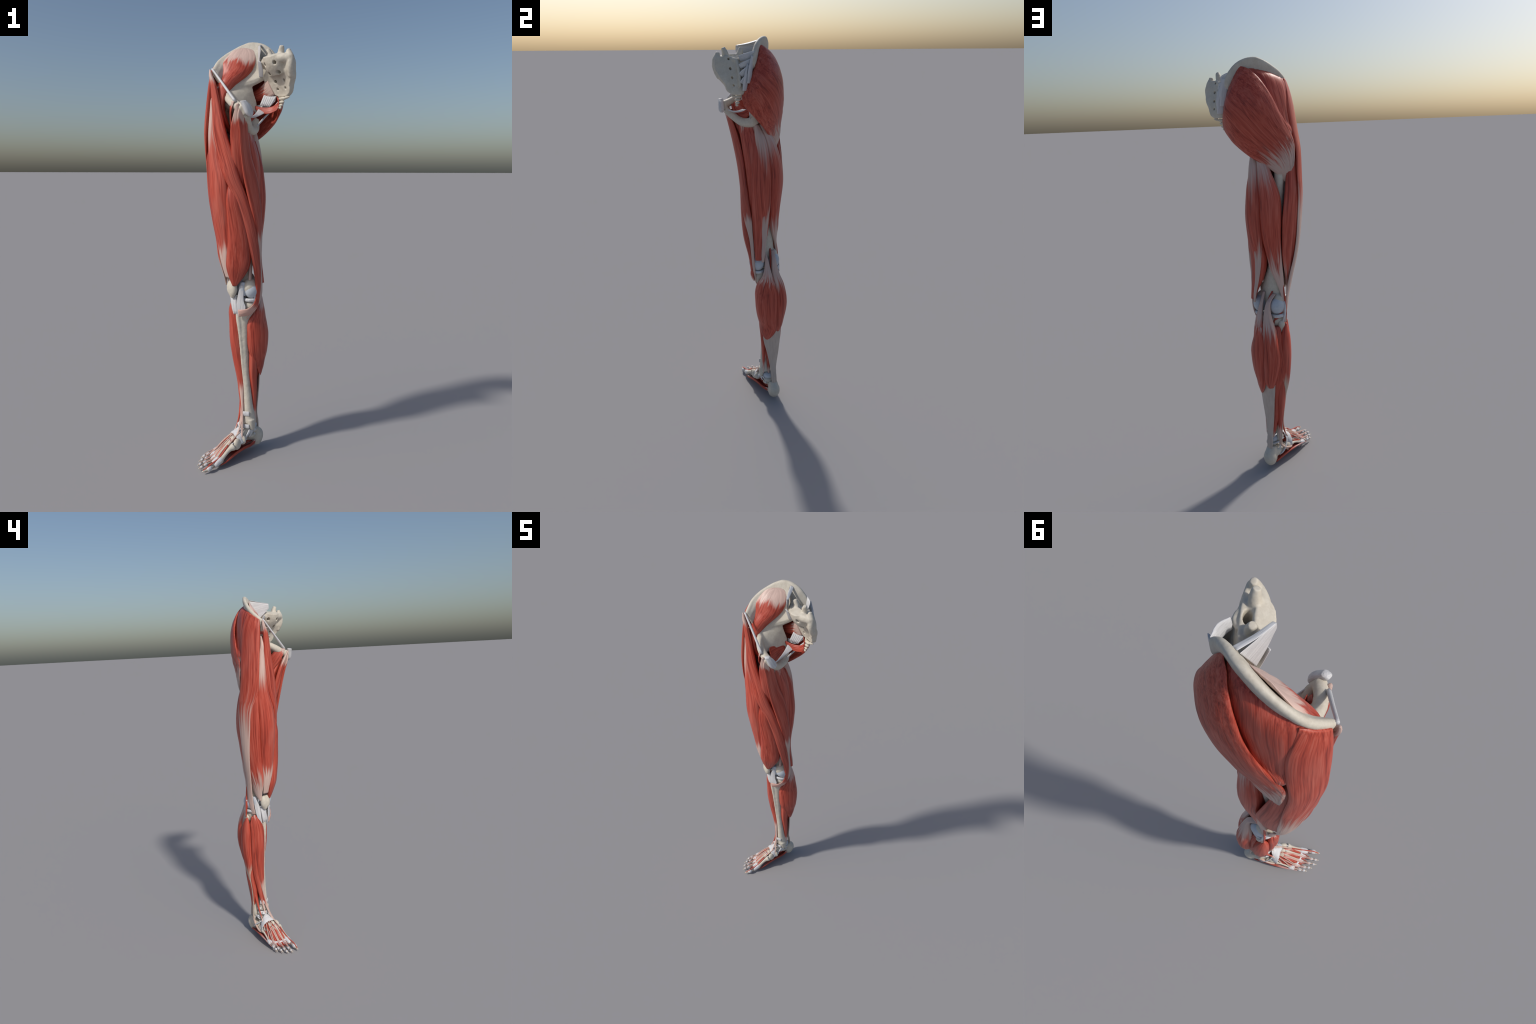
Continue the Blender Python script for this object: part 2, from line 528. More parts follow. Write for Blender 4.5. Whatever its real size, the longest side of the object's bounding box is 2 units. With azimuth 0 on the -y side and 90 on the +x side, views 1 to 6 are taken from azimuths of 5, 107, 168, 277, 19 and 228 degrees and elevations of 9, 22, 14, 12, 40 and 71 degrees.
    for side in (lambda p: p, mir):
        parts += [cord_part([side(p) for p in [(0.155, 0.045, 1.900, 0.020), (0.190, 0.058, 1.900, 0.020), (0.213, 0.070, 1.900, 0.018), (0.206, 0.070, 1.922, 0.013), (0.204, 0.071, 1.934, 0.009)]]),
                  cord_part([side(p) for p in [(0.216, 0.072, 1.905, 0.016), (0.216, 0.072, 1.865, 0.016), (0.205, 0.088, 1.825, 0.014)]]),
                  cord_part([side(p) for p in [(0.156, 0.066, 1.900, 0.016), (0.166, 0.064, 1.930, 0.014), (0.173, 0.060, 1.953, 0.010)]]),
                  cord_part([side(p) for p in [(0.160, 0.078, 1.908, 0.010), (0.145, 0.096, 1.902, 0.009), (MID, 0.104, 1.900, 0.009)]])]
    holes = []
    for z, y, w, r in [(1.900, 0.078, 0.033, 0.0062), (1.860, 0.092, 0.031, 0.0070), (1.822, 0.105, 0.029, 0.0065), (1.789, 0.114, 0.026, 0.006)]:
        for sgn in (-1, 1):
            x = MID + sgn * w
            holes.append(cord_part([(x - sgn * 0.004, y - 0.050, z - 0.020, r * 1.45), (x - sgn * 0.002, y - 0.018, z - 0.008, r * 1.2), (x, y, z, r * 0.9), (x + sgn * 0.004, y + 0.05, z + 0.012, r)], width=14))
    holes.append(cord_part([(MID, 0.074, 1.97, 0.020, 0.013), (MID, 0.080, 1.89, 0.017, 0.010), (MID, 0.104, 1.83, 0.006, 0.005)], width=18, flat_dir=(1, 0, 0)))
    fused("sacrum", parts, BONE, voxel=0.0026, smooth=5, holes=holes, lumps=0.0010)
    coc = [(0.110, 1.742, 0.022, 0.010, 0.008), (0.106, 1.727, 0.016, 0.008, 0.007), (0.101, 1.713, 0.012, 0.007, 0.006), (0.096, 1.702, 0.008, 0.005, 0.006)]
    for i, (y, z, rx, ry, rz) in enumerate(coc):
        ball("tail_bone", (MID - 0.001, y, z), (rx, ry, rz), BONE)
    for s in (1, -1):
        cord("tail_bone_horn", [(MID + s * 0.016, 0.112, 1.744, 0.006), (MID + s * 0.028, 0.115, 1.746, 0.005), (MID + s * 0.038, 0.118, 1.748, 0.002)], BONE)

    # ligaments
    cord("inguinal_ligament", [(-0.073, -0.128, 1.868, 0.0048), (0.000, -0.122, 1.794, 0.0055), (0.076, -0.117, 1.716, 0.0065)], LIGAMENT)
    strap("pubic_symphysis", [((0.113, -0.120, 1.714), (0.126, -0.100, 1.718), 0.0, 0.024), ((0.122, -0.112, 1.690), (0.130, -0.075, 1.695), 0.0, 0.026), ((0.128, -0.098, 1.662), (0.130, -0.065, 1.668), 0.0, 0.024), ((0.130, -0.082, 1.652), (0.130, -0.072, 1.653), 0.0, 0.014)], LIGAMENT, (0, 0, 1.7), power=3, relief=0.0005)
    strap("iliolumbar_ligament", [((0.087, 0.013, 1.960), (0.089, 0.014, 1.936), 0.0, 0.004), ((0.044, 0.044, 1.970), (0.062, 0.030, 1.906), 0.0, 0.004), ((0.001, 0.075, 1.980), (0.035, 0.050, 1.877), 0.0, 0.004)], LIGAMENT, (-0.3, 0.3, 1.9), relief=0.0, per=16)
    strap("sacroiliac_ligament", [((0.086, 0.012, 1.962), (0.090, 0.022, 1.960), 0.0, 0.004), ((0.046, 0.042, 1.972), (0.054, 0.054, 1.966), 0.0, 0.004), ((0.003, 0.080, 1.986), (0.014, 0.092, 1.980), 0.0, 0.004)], LIGAMENT, (0, 0, 1.7), relief=0.0006)
    strap("sacroiliac_ligament", [((0.060, 0.022, 1.905), (0.074, 0.030, 1.895), 0.0, 0.005), ((0.046, 0.038, 1.870), (0.066, 0.048, 1.865), 0.0, 0.005), ((0.034, 0.052, 1.840), (0.050, 0.062, 1.838), 0.0, 0.004)], LIGAMENT, (0.0, 0.2, 1.87), relief=0.0006)
    # crossing bands behind the sacroiliac joint
    bands = [((0.052, 0.138, 1.922), (0.116, 0.110, 1.905), 0.016), ((0.064, 0.144, 1.895), (0.122, 0.124, 1.872), 0.013),
             ((0.072, 0.144, 1.870), (0.122, 0.132, 1.835), 0.014), ((0.078, 0.142, 1.840), (0.120, 0.138, 1.800), 0.013), ((0.082, 0.140, 1.880), (0.108, 0.141, 1.768), 0.016), ((0.062, 0.142, 1.915), (0.086, 0.144, 1.800), 0.016)]
    for a, b, w in bands:
        m = tuple((np.array(a) + np.array(b)) / 2 + np.array((0.006, 0.006, 0)))
        cord("sacroiliac_ligament", [(*a, w * 1.2, 0.004), (*m, w * 1.1, 0.004), (*b, w * 0.9, 0.003)], LIGAMENT, flat_dir=(0.3, 0.3, 1.0), width=20)
    for i in range(6):
        s = i / 5
        a = np.array((0.040, 0.084, 1.766)) * (1 - s) + np.array((0.084, 0.107, 1.758)) * s
        b = np.array((0.030, 0.066, 1.718)) * (1 - s) + np.array((0.060, 0.090, 1.712)) * s
        n = unit(np.cross(a - b, (1, 0.5, 0)))
        cord("sacrospinous_ligament", [(*(a + n * 0.000), 0.0054, 0.0013), (*b, 0.0050, 0.0013)], LIGAMENT, flat_dir=(1, 0.5, 0), per=4)
    strap("sacrospinous_ligament", [((0.085, 0.112, 1.760), (0.082, 0.108, 1.735), 0, 0.004), ((0.045, 0.090, 1.725), (0.050, 0.088, 1.705), 0, 0.004), ((0.004, 0.066, 1.722), (0.008, 0.066, 1.704), 0, 0.004)], LIGAMENT, (0, 0, 1.7))
    strap("sacrotuberous_ligament", [((0.028, 0.054, 1.702), (0.056, 0.070, 1.684), 0, 0.005), ((0.050, 0.018, 1.678), (0.062, 0.022, 1.664), 0, 0.005), ((0.078, -0.028, 1.662), (0.080, -0.030, 1.654), 0, 0.005), ((0.104, -0.064, 1.668), (0.106, -0.064, 1.662), 0, 0.004)], LIGAMENT, (0, 0, 1.7), relief=0.0006)
    strap("sacrotuberous_ligament", [((0.108, 0.118, 1.748), (0.100, 0.120, 1.725), 0.004, 0.008), ((0.060, 0.094, 1.690), (0.058, 0.078, 1.672), 0, 0.008), ((0.036, 0.056, 1.640), (0.034, 0.040, 1.625), 0, 0.008), ((0.030, 0.036, 1.608), (0.028, 0.020, 1.604), 0, 0.007)], LIGAMENT, (0, 0, 1.7), relief=0.0006)

    # small pelvic muscles
    strap("coccygeus", [((0.010, 0.046, 1.718), (0.010, 0.046, 1.704), 0, 0.006), ((0.045, 0.068, 1.708), (0.045, 0.060, 1.682), 0, 0.007), ((0.085, 0.092, 1.712), (0.085, 0.078, 1.680), 0, 0.007), ((0.110, 0.104, 1.735), (0.118, 0.090, 1.698), 0, 0.006), ((0.090, 0.106, 1.758), (0.112, 0.102, 1.742), 0, 0.004)], muscle_material("coccygeus", fibre=1.5), (0.05, 0.0, 1.75))
    strap("piriformis", [((0.055, 0.080, 1.840), (0.084, 0.102, 1.762), 0.0, 0.014), ((0.030, 0.084, 1.818), (0.050, 0.096, 1.752), 0.004, 0.022), ((-0.010, 0.078, 1.796), (0.006, 0.086, 1.742), 0.004, 0.026), ((-0.070, 0.050, 1.770), (-0.066, 0.052, 1.735), 0, 0.022), ((-0.118, 0.020, 1.735), (-0.116, 0.020, 1.722), 0, 0.010)], muscle_material("piriformis", start=(0.02, 0.06), end=(0.19, 0.22), ragged=0.05), (0, 0, 1.8))
    strap("obturator_internus", [((0.070, -0.066, 1.700), (0.062, -0.066, 1.650), 0, 0.006), ((0.035, -0.052, 1.712), (0.046, -0.028, 1.615), 0.003, 0.010), ((0.016, -0.012, 1.704), (0.026, 0.004, 1.632), 0.003, 0.012), ((0.008, 0.040, 1.698), (0.020, 0.042, 1.668), 0, 0.010), ((-0.040, 0.060, 1.700), (-0.036, 0.062, 1.685), 0, 0.008)], muscle_material("obturator_internus", fibre=1.3), (-0.1, -0.05, 1.66))
    strap("obturator_externus", [((0.078, -0.080, 1.690), (0.072, -0.060, 1.635), 0, 0.008), ((0.030, -0.080, 1.700), (0.040, -0.030, 1.612), 0.0, 0.012), ((-0.040, -0.020, 1.690), (-0.030, 0.000, 1.650), 0, 0.02), ((-0.110, 0.020, 1.690), (-0.110, 0.022, 1.680), 0, 0.008)], muscle_material("obturator_externus", fibre=1.3), (0.2, 0.0, 1.66))
    strap("quadratus_femoris", [((0.000, 0.055, 1.660), (0.004, 0.050, 1.610), 0, 0.02), ((-0.060, 0.055, 1.665), (-0.055, 0.050, 1.605), 0, 0.025), ((-0.120, 0.030, 1.670), (-0.118, 0.028, 1.610), 0, 0.016)], muscle_material("quadratus_femoris"), (-0.05, -0.1, 1.64))

    # iliacus on the inner face of the wing, running down under the inguinal ligament
    strap("iliacus", [
        ((-0.050, 0.010, 1.971), (-0.032, 0.036, 1.972), 0.002, 0.003),
        ((-0.068, -0.012, 1.961), (-0.014, 0.054, 1.965), 0.005, 0.008),
        ((-0.080, -0.036, 1.936), (-0.001, 0.060, 1.943), 0.012, 0.014),
        ((-0.083, -0.068, 1.897), (0.008, 0.052, 1.902), 0.022, 0.024),
        ((-0.079, -0.080, 1.850), (0.000, 0.028, 1.858), 0.030, 0.032),
        ((-0.078, -0.096, 1.800), (-0.016, -0.040, 1.804), 0.030, 0.034),
        ((-0.077, -0.103, 1.750), (-0.026, -0.086, 1.758), 0.018, 0.032),
        ((-0.074, -0.102, 1.705), (-0.032, -0.095, 1.712), 0.014, 0.028),
        ((-0.062, -0.084, 1.650), (-0.035, -0.080, 1.660), 0.010, 0.022),
        ((-0.062, -0.040, 1.590), (-0.045, -0.036, 1.590), 0.0, 0.012)],
        muscle_material("iliacus", start=(0.04, 0.09), ragged=0.045, pale=0.05), (-0.30, 0.10, 1.85), per=9)

# ------------------------------------------------------------------ hip muscles
def build_hip():
    strap("gluteus_maximus", [
        ((0.010, 0.108, 1.966), (0.113, 0.121, 1.742), 0.036, 0.012),
        ((-0.020, 0.103, 1.956), (0.108, 0.123, 1.712), 0.064, 0.030),
        ((-0.050, 0.098, 1.936), (0.096, 0.128, 1.688), 0.074, 0.042),
        ((-0.083, 0.088, 1.901), (0.066, 0.135, 1.656), 0.074, 0.048),
        ((-0.118, 0.067, 1.838), (0.032, 0.131, 1.622), 0.064, 0.046),
        ((-0.139, 0.038, 1.769), (-0.020, 0.106, 1.574), 0.046, 0.040),
        ((-0.154, 0.001, 1.710), (-0.060, 0.071, 1.541), 0.036, 0.032),
        ((-0.165, -0.034, 1.640), (-0.102, 0.042, 1.503), 0.025, 0.022),
        ((-0.170, -0.030, 1.570), (-0.122, 0.014, 1.474), 0.014, 0.012),
        ((-0.170, -0.022, 1.530), (-0.132, 0.000, 1.455), 0.005, 0.005)],
        muscle_material("gluteus_maximus", end=(0.27, 0.42), ragged=0.11, streak=1.5, fibre=0.85), (-0.03, -0.02, 1.75), per=10, width=72, relief=0.0024)
    strap("gluteus_medius", [
        ((0.014, 0.102, 1.964), (-0.106, -0.058, 1.914), 0.014, 0.006),
        ((-0.024, 0.100, 1.936), (-0.116, -0.066, 1.885), 0.030, 0.020),
        ((-0.052, 0.100, 1.880), (-0.126, -0.070, 1.830), 0.033, 0.030),
        ((-0.086, 0.082, 1.810), (-0.133, -0.066, 1.770), 0.024, 0.032),
        ((-0.116, 0.050, 1.740), (-0.141, -0.050, 1.715), 0.016, 0.026),
        ((-0.148, 0.004, 1.690), (-0.152, -0.036, 1.675), 0.010, 0.018),
        ((-0.148, -0.004, 1.660), (-0.152, -0.026, 1.655), 0.0, 0.008)],
        muscle_material("gluteus_medius", end=(0.27, 0.30), ragged=0.03, streak=1.5, fibre=0.9), (0.0, 0.0, 1.80), per=10, width=64, relief=0.0022)
    strap("gluteus_minimus", [((-0.050, 0.050, 1.920), (-0.090, -0.070, 1.850), 0.01, 0.02), ((-0.10, 0.03, 1.80), (-0.105, -0.07, 1.76), 0.01, 0.03), ((-0.128, 0.0, 1.69), (-0.13, -0.03, 1.68), 0, 0.02)], DARK_FLESH, (0, 0, 1.8))
    # tensor of the thigh band: red above, pale band below, one strap down to the shin bone
    strap("tensor_fasciae_latae", [
        ((-0.113, -0.050, 1.914), (-0.088, -0.119, 1.868), 0.008, 0.010),
        ((-0.128, -0.038, 1.860), (-0.092, -0.124, 1.835), 0.015, 0.026),
        ((-0.140, -0.028, 1.800), (-0.097, -0.128, 1.795), 0.019, 0.034),
        ((-0.154, -0.032, 1.700), (-0.111, -0.134, 1.700), 0.019, 0.034),
        ((-0.170, -0.043, 1.600), (-0.121, -0.136, 1.600), 0.019, 0.026),
        ((-0.178, -0.033, 1.500), (-0.129, -0.128, 1.500), 0.019, 0.016),
        ((-0.186, -0.024, 1.400), (-0.158, -0.101, 1.400), 0.012, 0.010),
        ((-0.182, -0.019, 1.300), (-0.163, -0.087, 1.300), 0.009, 0.008),
        ((-0.174, -0.017, 1.200), (-0.160, -0.070, 1.200), 0.008, 0.008),
        ((-0.159, -0.010, 1.100), (-0.151, -0.053, 1.100), 0.006, 0.008),
        ((-0.137, 0.003, 1.000), (-0.133, -0.034, 1.000), 0.006, 0.008),
        ((-0.125, 0.017, 0.900), (-0.117, -0.017, 0.900), 0.005, 0.008),
        ((-0.118, 0.010, 0.840), (-0.108, -0.014, 0.840), 0.004, 0.008),
        ((-0.110, 0.008, 0.800), (-0.098, -0.012, 0.800), 0.003, 0.006)],
        muscle_material("tensor_fasciae_latae", end=(0.38, 0.66), ragged=0.16, pale=0.08), (-0.06, 0.0, 1.5), per=9)

# ------------------------------------------------------------------ thigh
def build_thigh():
    # thigh bone: head, neck, shaft, and the flare above the knee
    fused("femur", [
        ball_part((-0.055, -0.035, 1.738), (0.046, 0.046, 0.046)),
        cord_part([(-0.060, -0.030, 1.735, 0.030), (-0.095, -0.012, 1.700, 0.026), (-0.122, 0.000, 1.655, 0.032), (-0.115, 0.004, 1.590, 0.028), (-0.106, 0.010, 1.480, 0.024), (-0.093, 0.012, 1.300, 0.023), (-0.075, 0.018, 1.120, 0.024), (-0.060, 0.024, 1.020, 0.030)]),
        ball_part((-0.128, 0.005, 1.680), (0.020, 0.024, 0.030)),
        cord_part([(-0.066, 0.022, 1.060, 0.028, 0.024), (-0.058, 0.026, 0.990, 0.044, 0.028), (-0.050, 0.026, 0.930, 0.058, 0.030), (-0.048, 0.026, 0.890, 0.064, 0.034), (-0.048, 0.024, 0.860, 0.058, 0.030)], flat_dir=(1, 0.1, 0), width=28),
        ball_part((-0.092, 0.030, 0.882), (0.032, 0.040, 0.044)), ball_part((0.004, 0.028, 0.880), (0.034, 0.040, 0.044))],
        BONE, voxel=0.0035, smooth=8, lumps=0.0005)
    belly("vastus_intermedius", [(1.60, -0.095, -0.045, 0.030, 0.020, 0), (1.45, -0.085, -0.040, 0.050, 0.035, 0), (1.30, -0.075, -0.035, 0.055, 0.040, 0), (1.15, -0.060, -0.025, 0.050, 0.038, 0), (1.03, -0.052, -0.020, 0.040, 0.028, 0), (0.95, -0.050, -0.030, 0.025, 0.014, 0)], PALE_FLESH)
    belly("rectus_femoris", [
        (1.786, -0.075, -0.108, 0.005, 0.005, 0), (1.74, -0.081, -0.118, 0.010, 0.011, 0), (1.70, -0.085, -0.116, 0.016, 0.014, -8), (1.60, -0.089, -0.115, 0.026, 0.020, -2),
        (1.50, -0.084, -0.110, 0.036, 0.026, 4), (1.40, -0.066, -0.107, 0.052, 0.032, 10), (1.30, -0.060, -0.104, 0.055, 0.035, 10), (1.20, -0.056, -0.093, 0.049, 0.033, 8),
        (1.10, -0.053, -0.083, 0.042, 0.025, 6), (1.03, -0.054, -0.080, 0.032, 0.018, 2), (0.98, -0.056, -0.074, 0.024, 0.011, 0), (0.925, -0.056, -0.060, 0.018, 0.006, 0)],
        muscle_material("rectus_femoris", start=(0.12, 0.30), end=(0.68, 0.755), ragged=0.11, pale=0.25), power=2.05)
    strap("vastus_lateralis", [
        ((-0.122, -0.008, 1.660), (-0.134, -0.040, 1.660), 0.002, 0.006), ((-0.138, 0.000, 1.580), (-0.126, -0.100, 1.580), 0.026, 0.040), ((-0.145, 0.005, 1.500), (-0.124, -0.122, 1.500), 0.038, 0.056), ((-0.148, 0.030, 1.400), (-0.127, -0.122, 1.400), 0.046, 0.062), ((-0.145, 0.050, 1.300), (-0.121, -0.118, 1.300), 0.046, 0.062),
        ((-0.136, 0.046, 1.200), (-0.111, -0.106, 1.200), 0.045, 0.058), ((-0.127, 0.036, 1.100), (-0.098, -0.093, 1.100), 0.038, 0.050), ((-0.123, 0.018, 1.030), (-0.090, -0.090, 1.030), 0.028, 0.038), ((-0.116, 0.000, 0.980), (-0.085, -0.080, 0.980), 0.017, 0.026), ((-0.106, -0.022, 0.930), (-0.084, -0.064, 0.930), 0.008, 0.012), ((-0.090, -0.045, 0.884), (-0.083, -0.052, 0.884), 0.002, 0.005)],
        muscle_material("vastus_lateralis", end=(0.58, 0.72), ragged=0.12, pale=0.25), (-0.06, -0.02, 1.3), power=1.65)
    belly("vastus_medialis", [
        (1.42, -0.020, -0.060, 0.016, 0.020, 52), (1.30, -0.002, -0.072, 0.033, 0.033, 50), (1.20, 0.003, -0.056, 0.045, 0.039, 52), (1.10, 0.007, -0.044, 0.053, 0.040, 54), (1.03, 0.004, -0.043, 0.058, 0.035, 48), (0.98, 0.000, -0.046, 0.054, 0.028, 44), (0.93, -0.012, -0.046, 0.034, 0.018, 42), (0.888, -0.023, -0.048, 0.010, 0.006, 40)],
        muscle_material("vastus_medialis", end=(0.53, 0.56), ragged=0.02))
    belly("sartorius", [
        (1.866, -0.081, -0.134, 0.003, 0.003, 0), (1.84, -0.076, -0.134, 0.009, 0.007, 0), (1.80, -0.063, -0.130, 0.015, 0.010, 4), (1.70, -0.050, -0.123, 0.025, 0.012, 10), (1.60, -0.036, -0.119, 0.035, 0.014, 16), (1.50, -0.014, -0.104, 0.039, 0.014, 22),
        (1.40, 0.010, -0.087, 0.035, 0.015, 44), (1.30, 0.034, -0.053, 0.030, 0.015, 59), (1.20, 0.048, -0.024, 0.028, 0.015, 68), (1.10, 0.055, -0.001, 0.027, 0.014, 80), (1.00, 0.054, 0.022, 0.023, 0.012, 94), (0.90, 0.043, 0.042, 0.015, 0.009, 88), (0.82, 0.036, 0.044, 0.012, 0.006, 88)],
        muscle_material("sartorius", start=(0.03, 0.07), ragged=0.04, pale=0.05))
    strap("sartorius_tendon", [((0.036, 0.032, 0.830), (0.036, 0.058, 0.830), 0, 0.010), ((0.034, 0.020, 0.798), (0.030, 0.050, 0.778), 0.003, 0.009), ((0.020, -0.004, 0.778), (0.013, 0.022, 0.745), 0.006, 0.008), ((0.000, -0.022, 0.772), (-0.004, -0.006, 0.736), 0.006, 0.007), ((-0.018, -0.032, 0.770), (-0.018, -0.026, 0.734), 0.004, 0.006)], muscle_material("sartorius_tendon", end=(0.02, 0.06), ragged=0.02, tendon=(0.60, 0.36, 0.30)), (-0.05, 0.04, 0.78))
    belly("gracilis", [
        (1.690, 0.104, -0.106, 0.010, 0.005, 80), (1.66, 0.098, -0.098, 0.022, 0.007, 82), (1.60, 0.083, -0.078, 0.026, 0.008, 96), (1.50, 0.067, -0.051, 0.032, 0.009, 98), (1.40, 0.061, -0.021, 0.038, 0.011, 90), (1.30, 0.060, 0.004, 0.035, 0.012, 90), (1.20, 0.059, 0.025, 0.029, 0.012, 102),
        (1.10, 0.053, 0.042, 0.022, 0.010, 118), (1.04, 0.047, 0.050, 0.014, 0.007, 125), (1.00, 0.043, 0.054, 0.011, 0.006, 130), (0.90, 0.040, 0.064, 0.009, 0.005, 118), (0.84, 0.036, 0.064, 0.009, 0.004, 100), (0.79, 0.024, 0.052, 0.010, 0.004, 80), (0.75, 0.008, 0.030, 0.010, 0.004, 60), (0.718, -0.008, 0.014, 0.004, 0.003, 55)],
        muscle_material("gracilis", start=(0.03, 0.07), end=(0.55, 0.62), ragged=0.05, pale=0.05))
    belly("adductor_longus", [
        (1.705, 0.098, -0.121, 0.006, 0.005, 30), (1.66, 0.079, -0.109, 0.017, 0.009, 35), (1.60, 0.057, -0.096, 0.027, 0.013, 38), (1.50, 0.036, -0.072, 0.030, 0.020, 45), (1.40, 0.012, -0.042, 0.034, 0.022, 45), (1.30, -0.025, -0.015, 0.030, 0.016, 40), (1.24, -0.050, 0.0, 0.014, 0.008, 40)],
        muscle_material("adductor_longus", start=(0.04, 0.10), ragged=0.05))
    belly("adductor_brevis", [(1.665, 0.070, -0.092, 0.016, 0.007, 25), (1.60, 0.040, -0.074, 0.032, 0.014, 30), (1.50, 0.002, -0.046, 0.036, 0.018, 35), (1.42, -0.030, -0.020, 0.020, 0.012, 35)], muscle_material("adductor_brevis"))
    strap("pectineus", [((0.026, -0.106, 1.722), (0.076, -0.124, 1.716), 0.002, 0.006), ((0.008, -0.090, 1.690), (0.052, -0.122, 1.672), 0.003, 0.009), ((-0.022, -0.056, 1.640), (0.016, -0.092, 1.612), 0.004, 0.012), ((-0.070, -0.006, 1.580), (-0.050, -0.030, 1.530), 0.0, 0.010)], muscle_material("pectineus", start=(0.0, 0.014), ragged=0.02), (0.0, 0.0, 1.66))
    belly("adductor_magnus", [
        (1.625, 0.026, -0.004, 0.040, 0.014, 128), (1.59, 0.022, -0.006, 0.050, 0.022, 128), (1.50, 0.010, 0.012, 0.052, 0.042, 128), (1.40, 0.008, 0.028, 0.048, 0.044, 126), (1.30, 0.008, 0.032, 0.040, 0.043, 124), (1.20, 0.012, 0.034, 0.032, 0.036, 120), (1.12, 0.014, 0.028, 0.022, 0.022, 110), (1.05, 0.018, 0.022, 0.010, 0.009, 100), (0.98, 0.020, 0.016, 0.009, 0.006, 90), (0.915, 0.019, 0.012, 0.008, 0.005, 90)],
        muscle_material("adductor_magnus", start=(0.0, 0.06), end=(0.53, 0.57), ragged=0.06, pale=0.2))
    belly("semimembranosus", [
        (1.56, 0.000, 0.050, 0.014, 0.010, 150), (1.45, 0.003, 0.068, 0.028, 0.026, 150), (1.40, 0.003, 0.070, 0.034, 0.032, 148), (1.30, 0.006, 0.073, 0.041, 0.036, 146), (1.20, 0.000, 0.068, 0.045, 0.036, 152), (1.10, -0.008, 0.062, 0.047, 0.030, 166), (1.00, 0.000, 0.068, 0.035, 0.022, 164), (0.94, 0.013, 0.080, 0.022, 0.013, 156), (0.895, 0.019, 0.088, 0.017, 0.009, 150)],
        muscle_material("semimembranosus", ragged=0.05))
    belly("semitendinosus", [
        (1.60, 0.002, 0.050, 0.012, 0.012, 160), (1.55, -0.008, 0.061, 0.024, 0.022, 165), (1.50, -0.014, 0.070, 0.030, 0.028, 166), (1.40, -0.019, 0.081, 0.037, 0.031, 166), (1.30, -0.021, 0.090, 0.034, 0.024, 172), (1.20, -0.023, 0.088, 0.030, 0.019, 174), (1.13, -0.021, 0.087, 0.024, 0.012, 176), (1.08, -0.019, 0.087, 0.019, 0.008, 176), (1.00, -0.013, 0.094, 0.012, 0.006, 172), (0.92, -0.001, 0.102, 0.009, 0.005, 150), (0.885, 0.002, 0.104, 0.006, 0.004, 150)],
        muscle_material("semitendinosus", start=(0.02, 0.24), end=(0.40, 0.54), ragged=0.14))
    belly("biceps_femoris", [
        (1.60, -0.020, 0.052, 0.010, 0.012, 190), (1.55, -0.048, 0.060, 0.024, 0.020, 200), (1.50, -0.064, 0.066, 0.032, 0.028, 206), (1.40, -0.083, 0.064, 0.049, 0.038, 213), (1.30, -0.088, 0.067, 0.051, 0.040, 213), (1.20, -0.084, 0.060, 0.045, 0.037, 212), (1.10, -0.090, 0.051, 0.034, 0.027, 212), (1.05, -0.096, 0.050, 0.030, 0.020, 218), (1.00, -0.104, 0.042, 0.022, 0.012, 228), (0.95, -0.112, 0.036, 0.014, 0.007, 244), (0.90, -0.118, 0.032, 0.010, 0.005, 256), (0.84, -0.126, 0.036, 0.007, 0.005, 260), (0.785, -0.130, 0.042, 0.006, 0.005, 260)],
        muscle_material("biceps_femoris", start=(0.00, 0.22), end=(0.45, 0.62), ragged=0.13, fibre=0.9))
    cord("biceps_femoris_short_head", [(-0.085, 0.022, 1.12, 0.010, 0.006), (-0.100, 0.026, 1.02, 0.014, 0.007), (-0.116, 0.028, 0.93, 0.011, 0.005), (-0.128, 0.030, 0.85, 0.007, 0.004), (-0.132, 0.036, 0.780, 0.003, 0.003)], muscle_material("biceps_femoris_short_head"), flat_dir=(1, -0.5, 0))

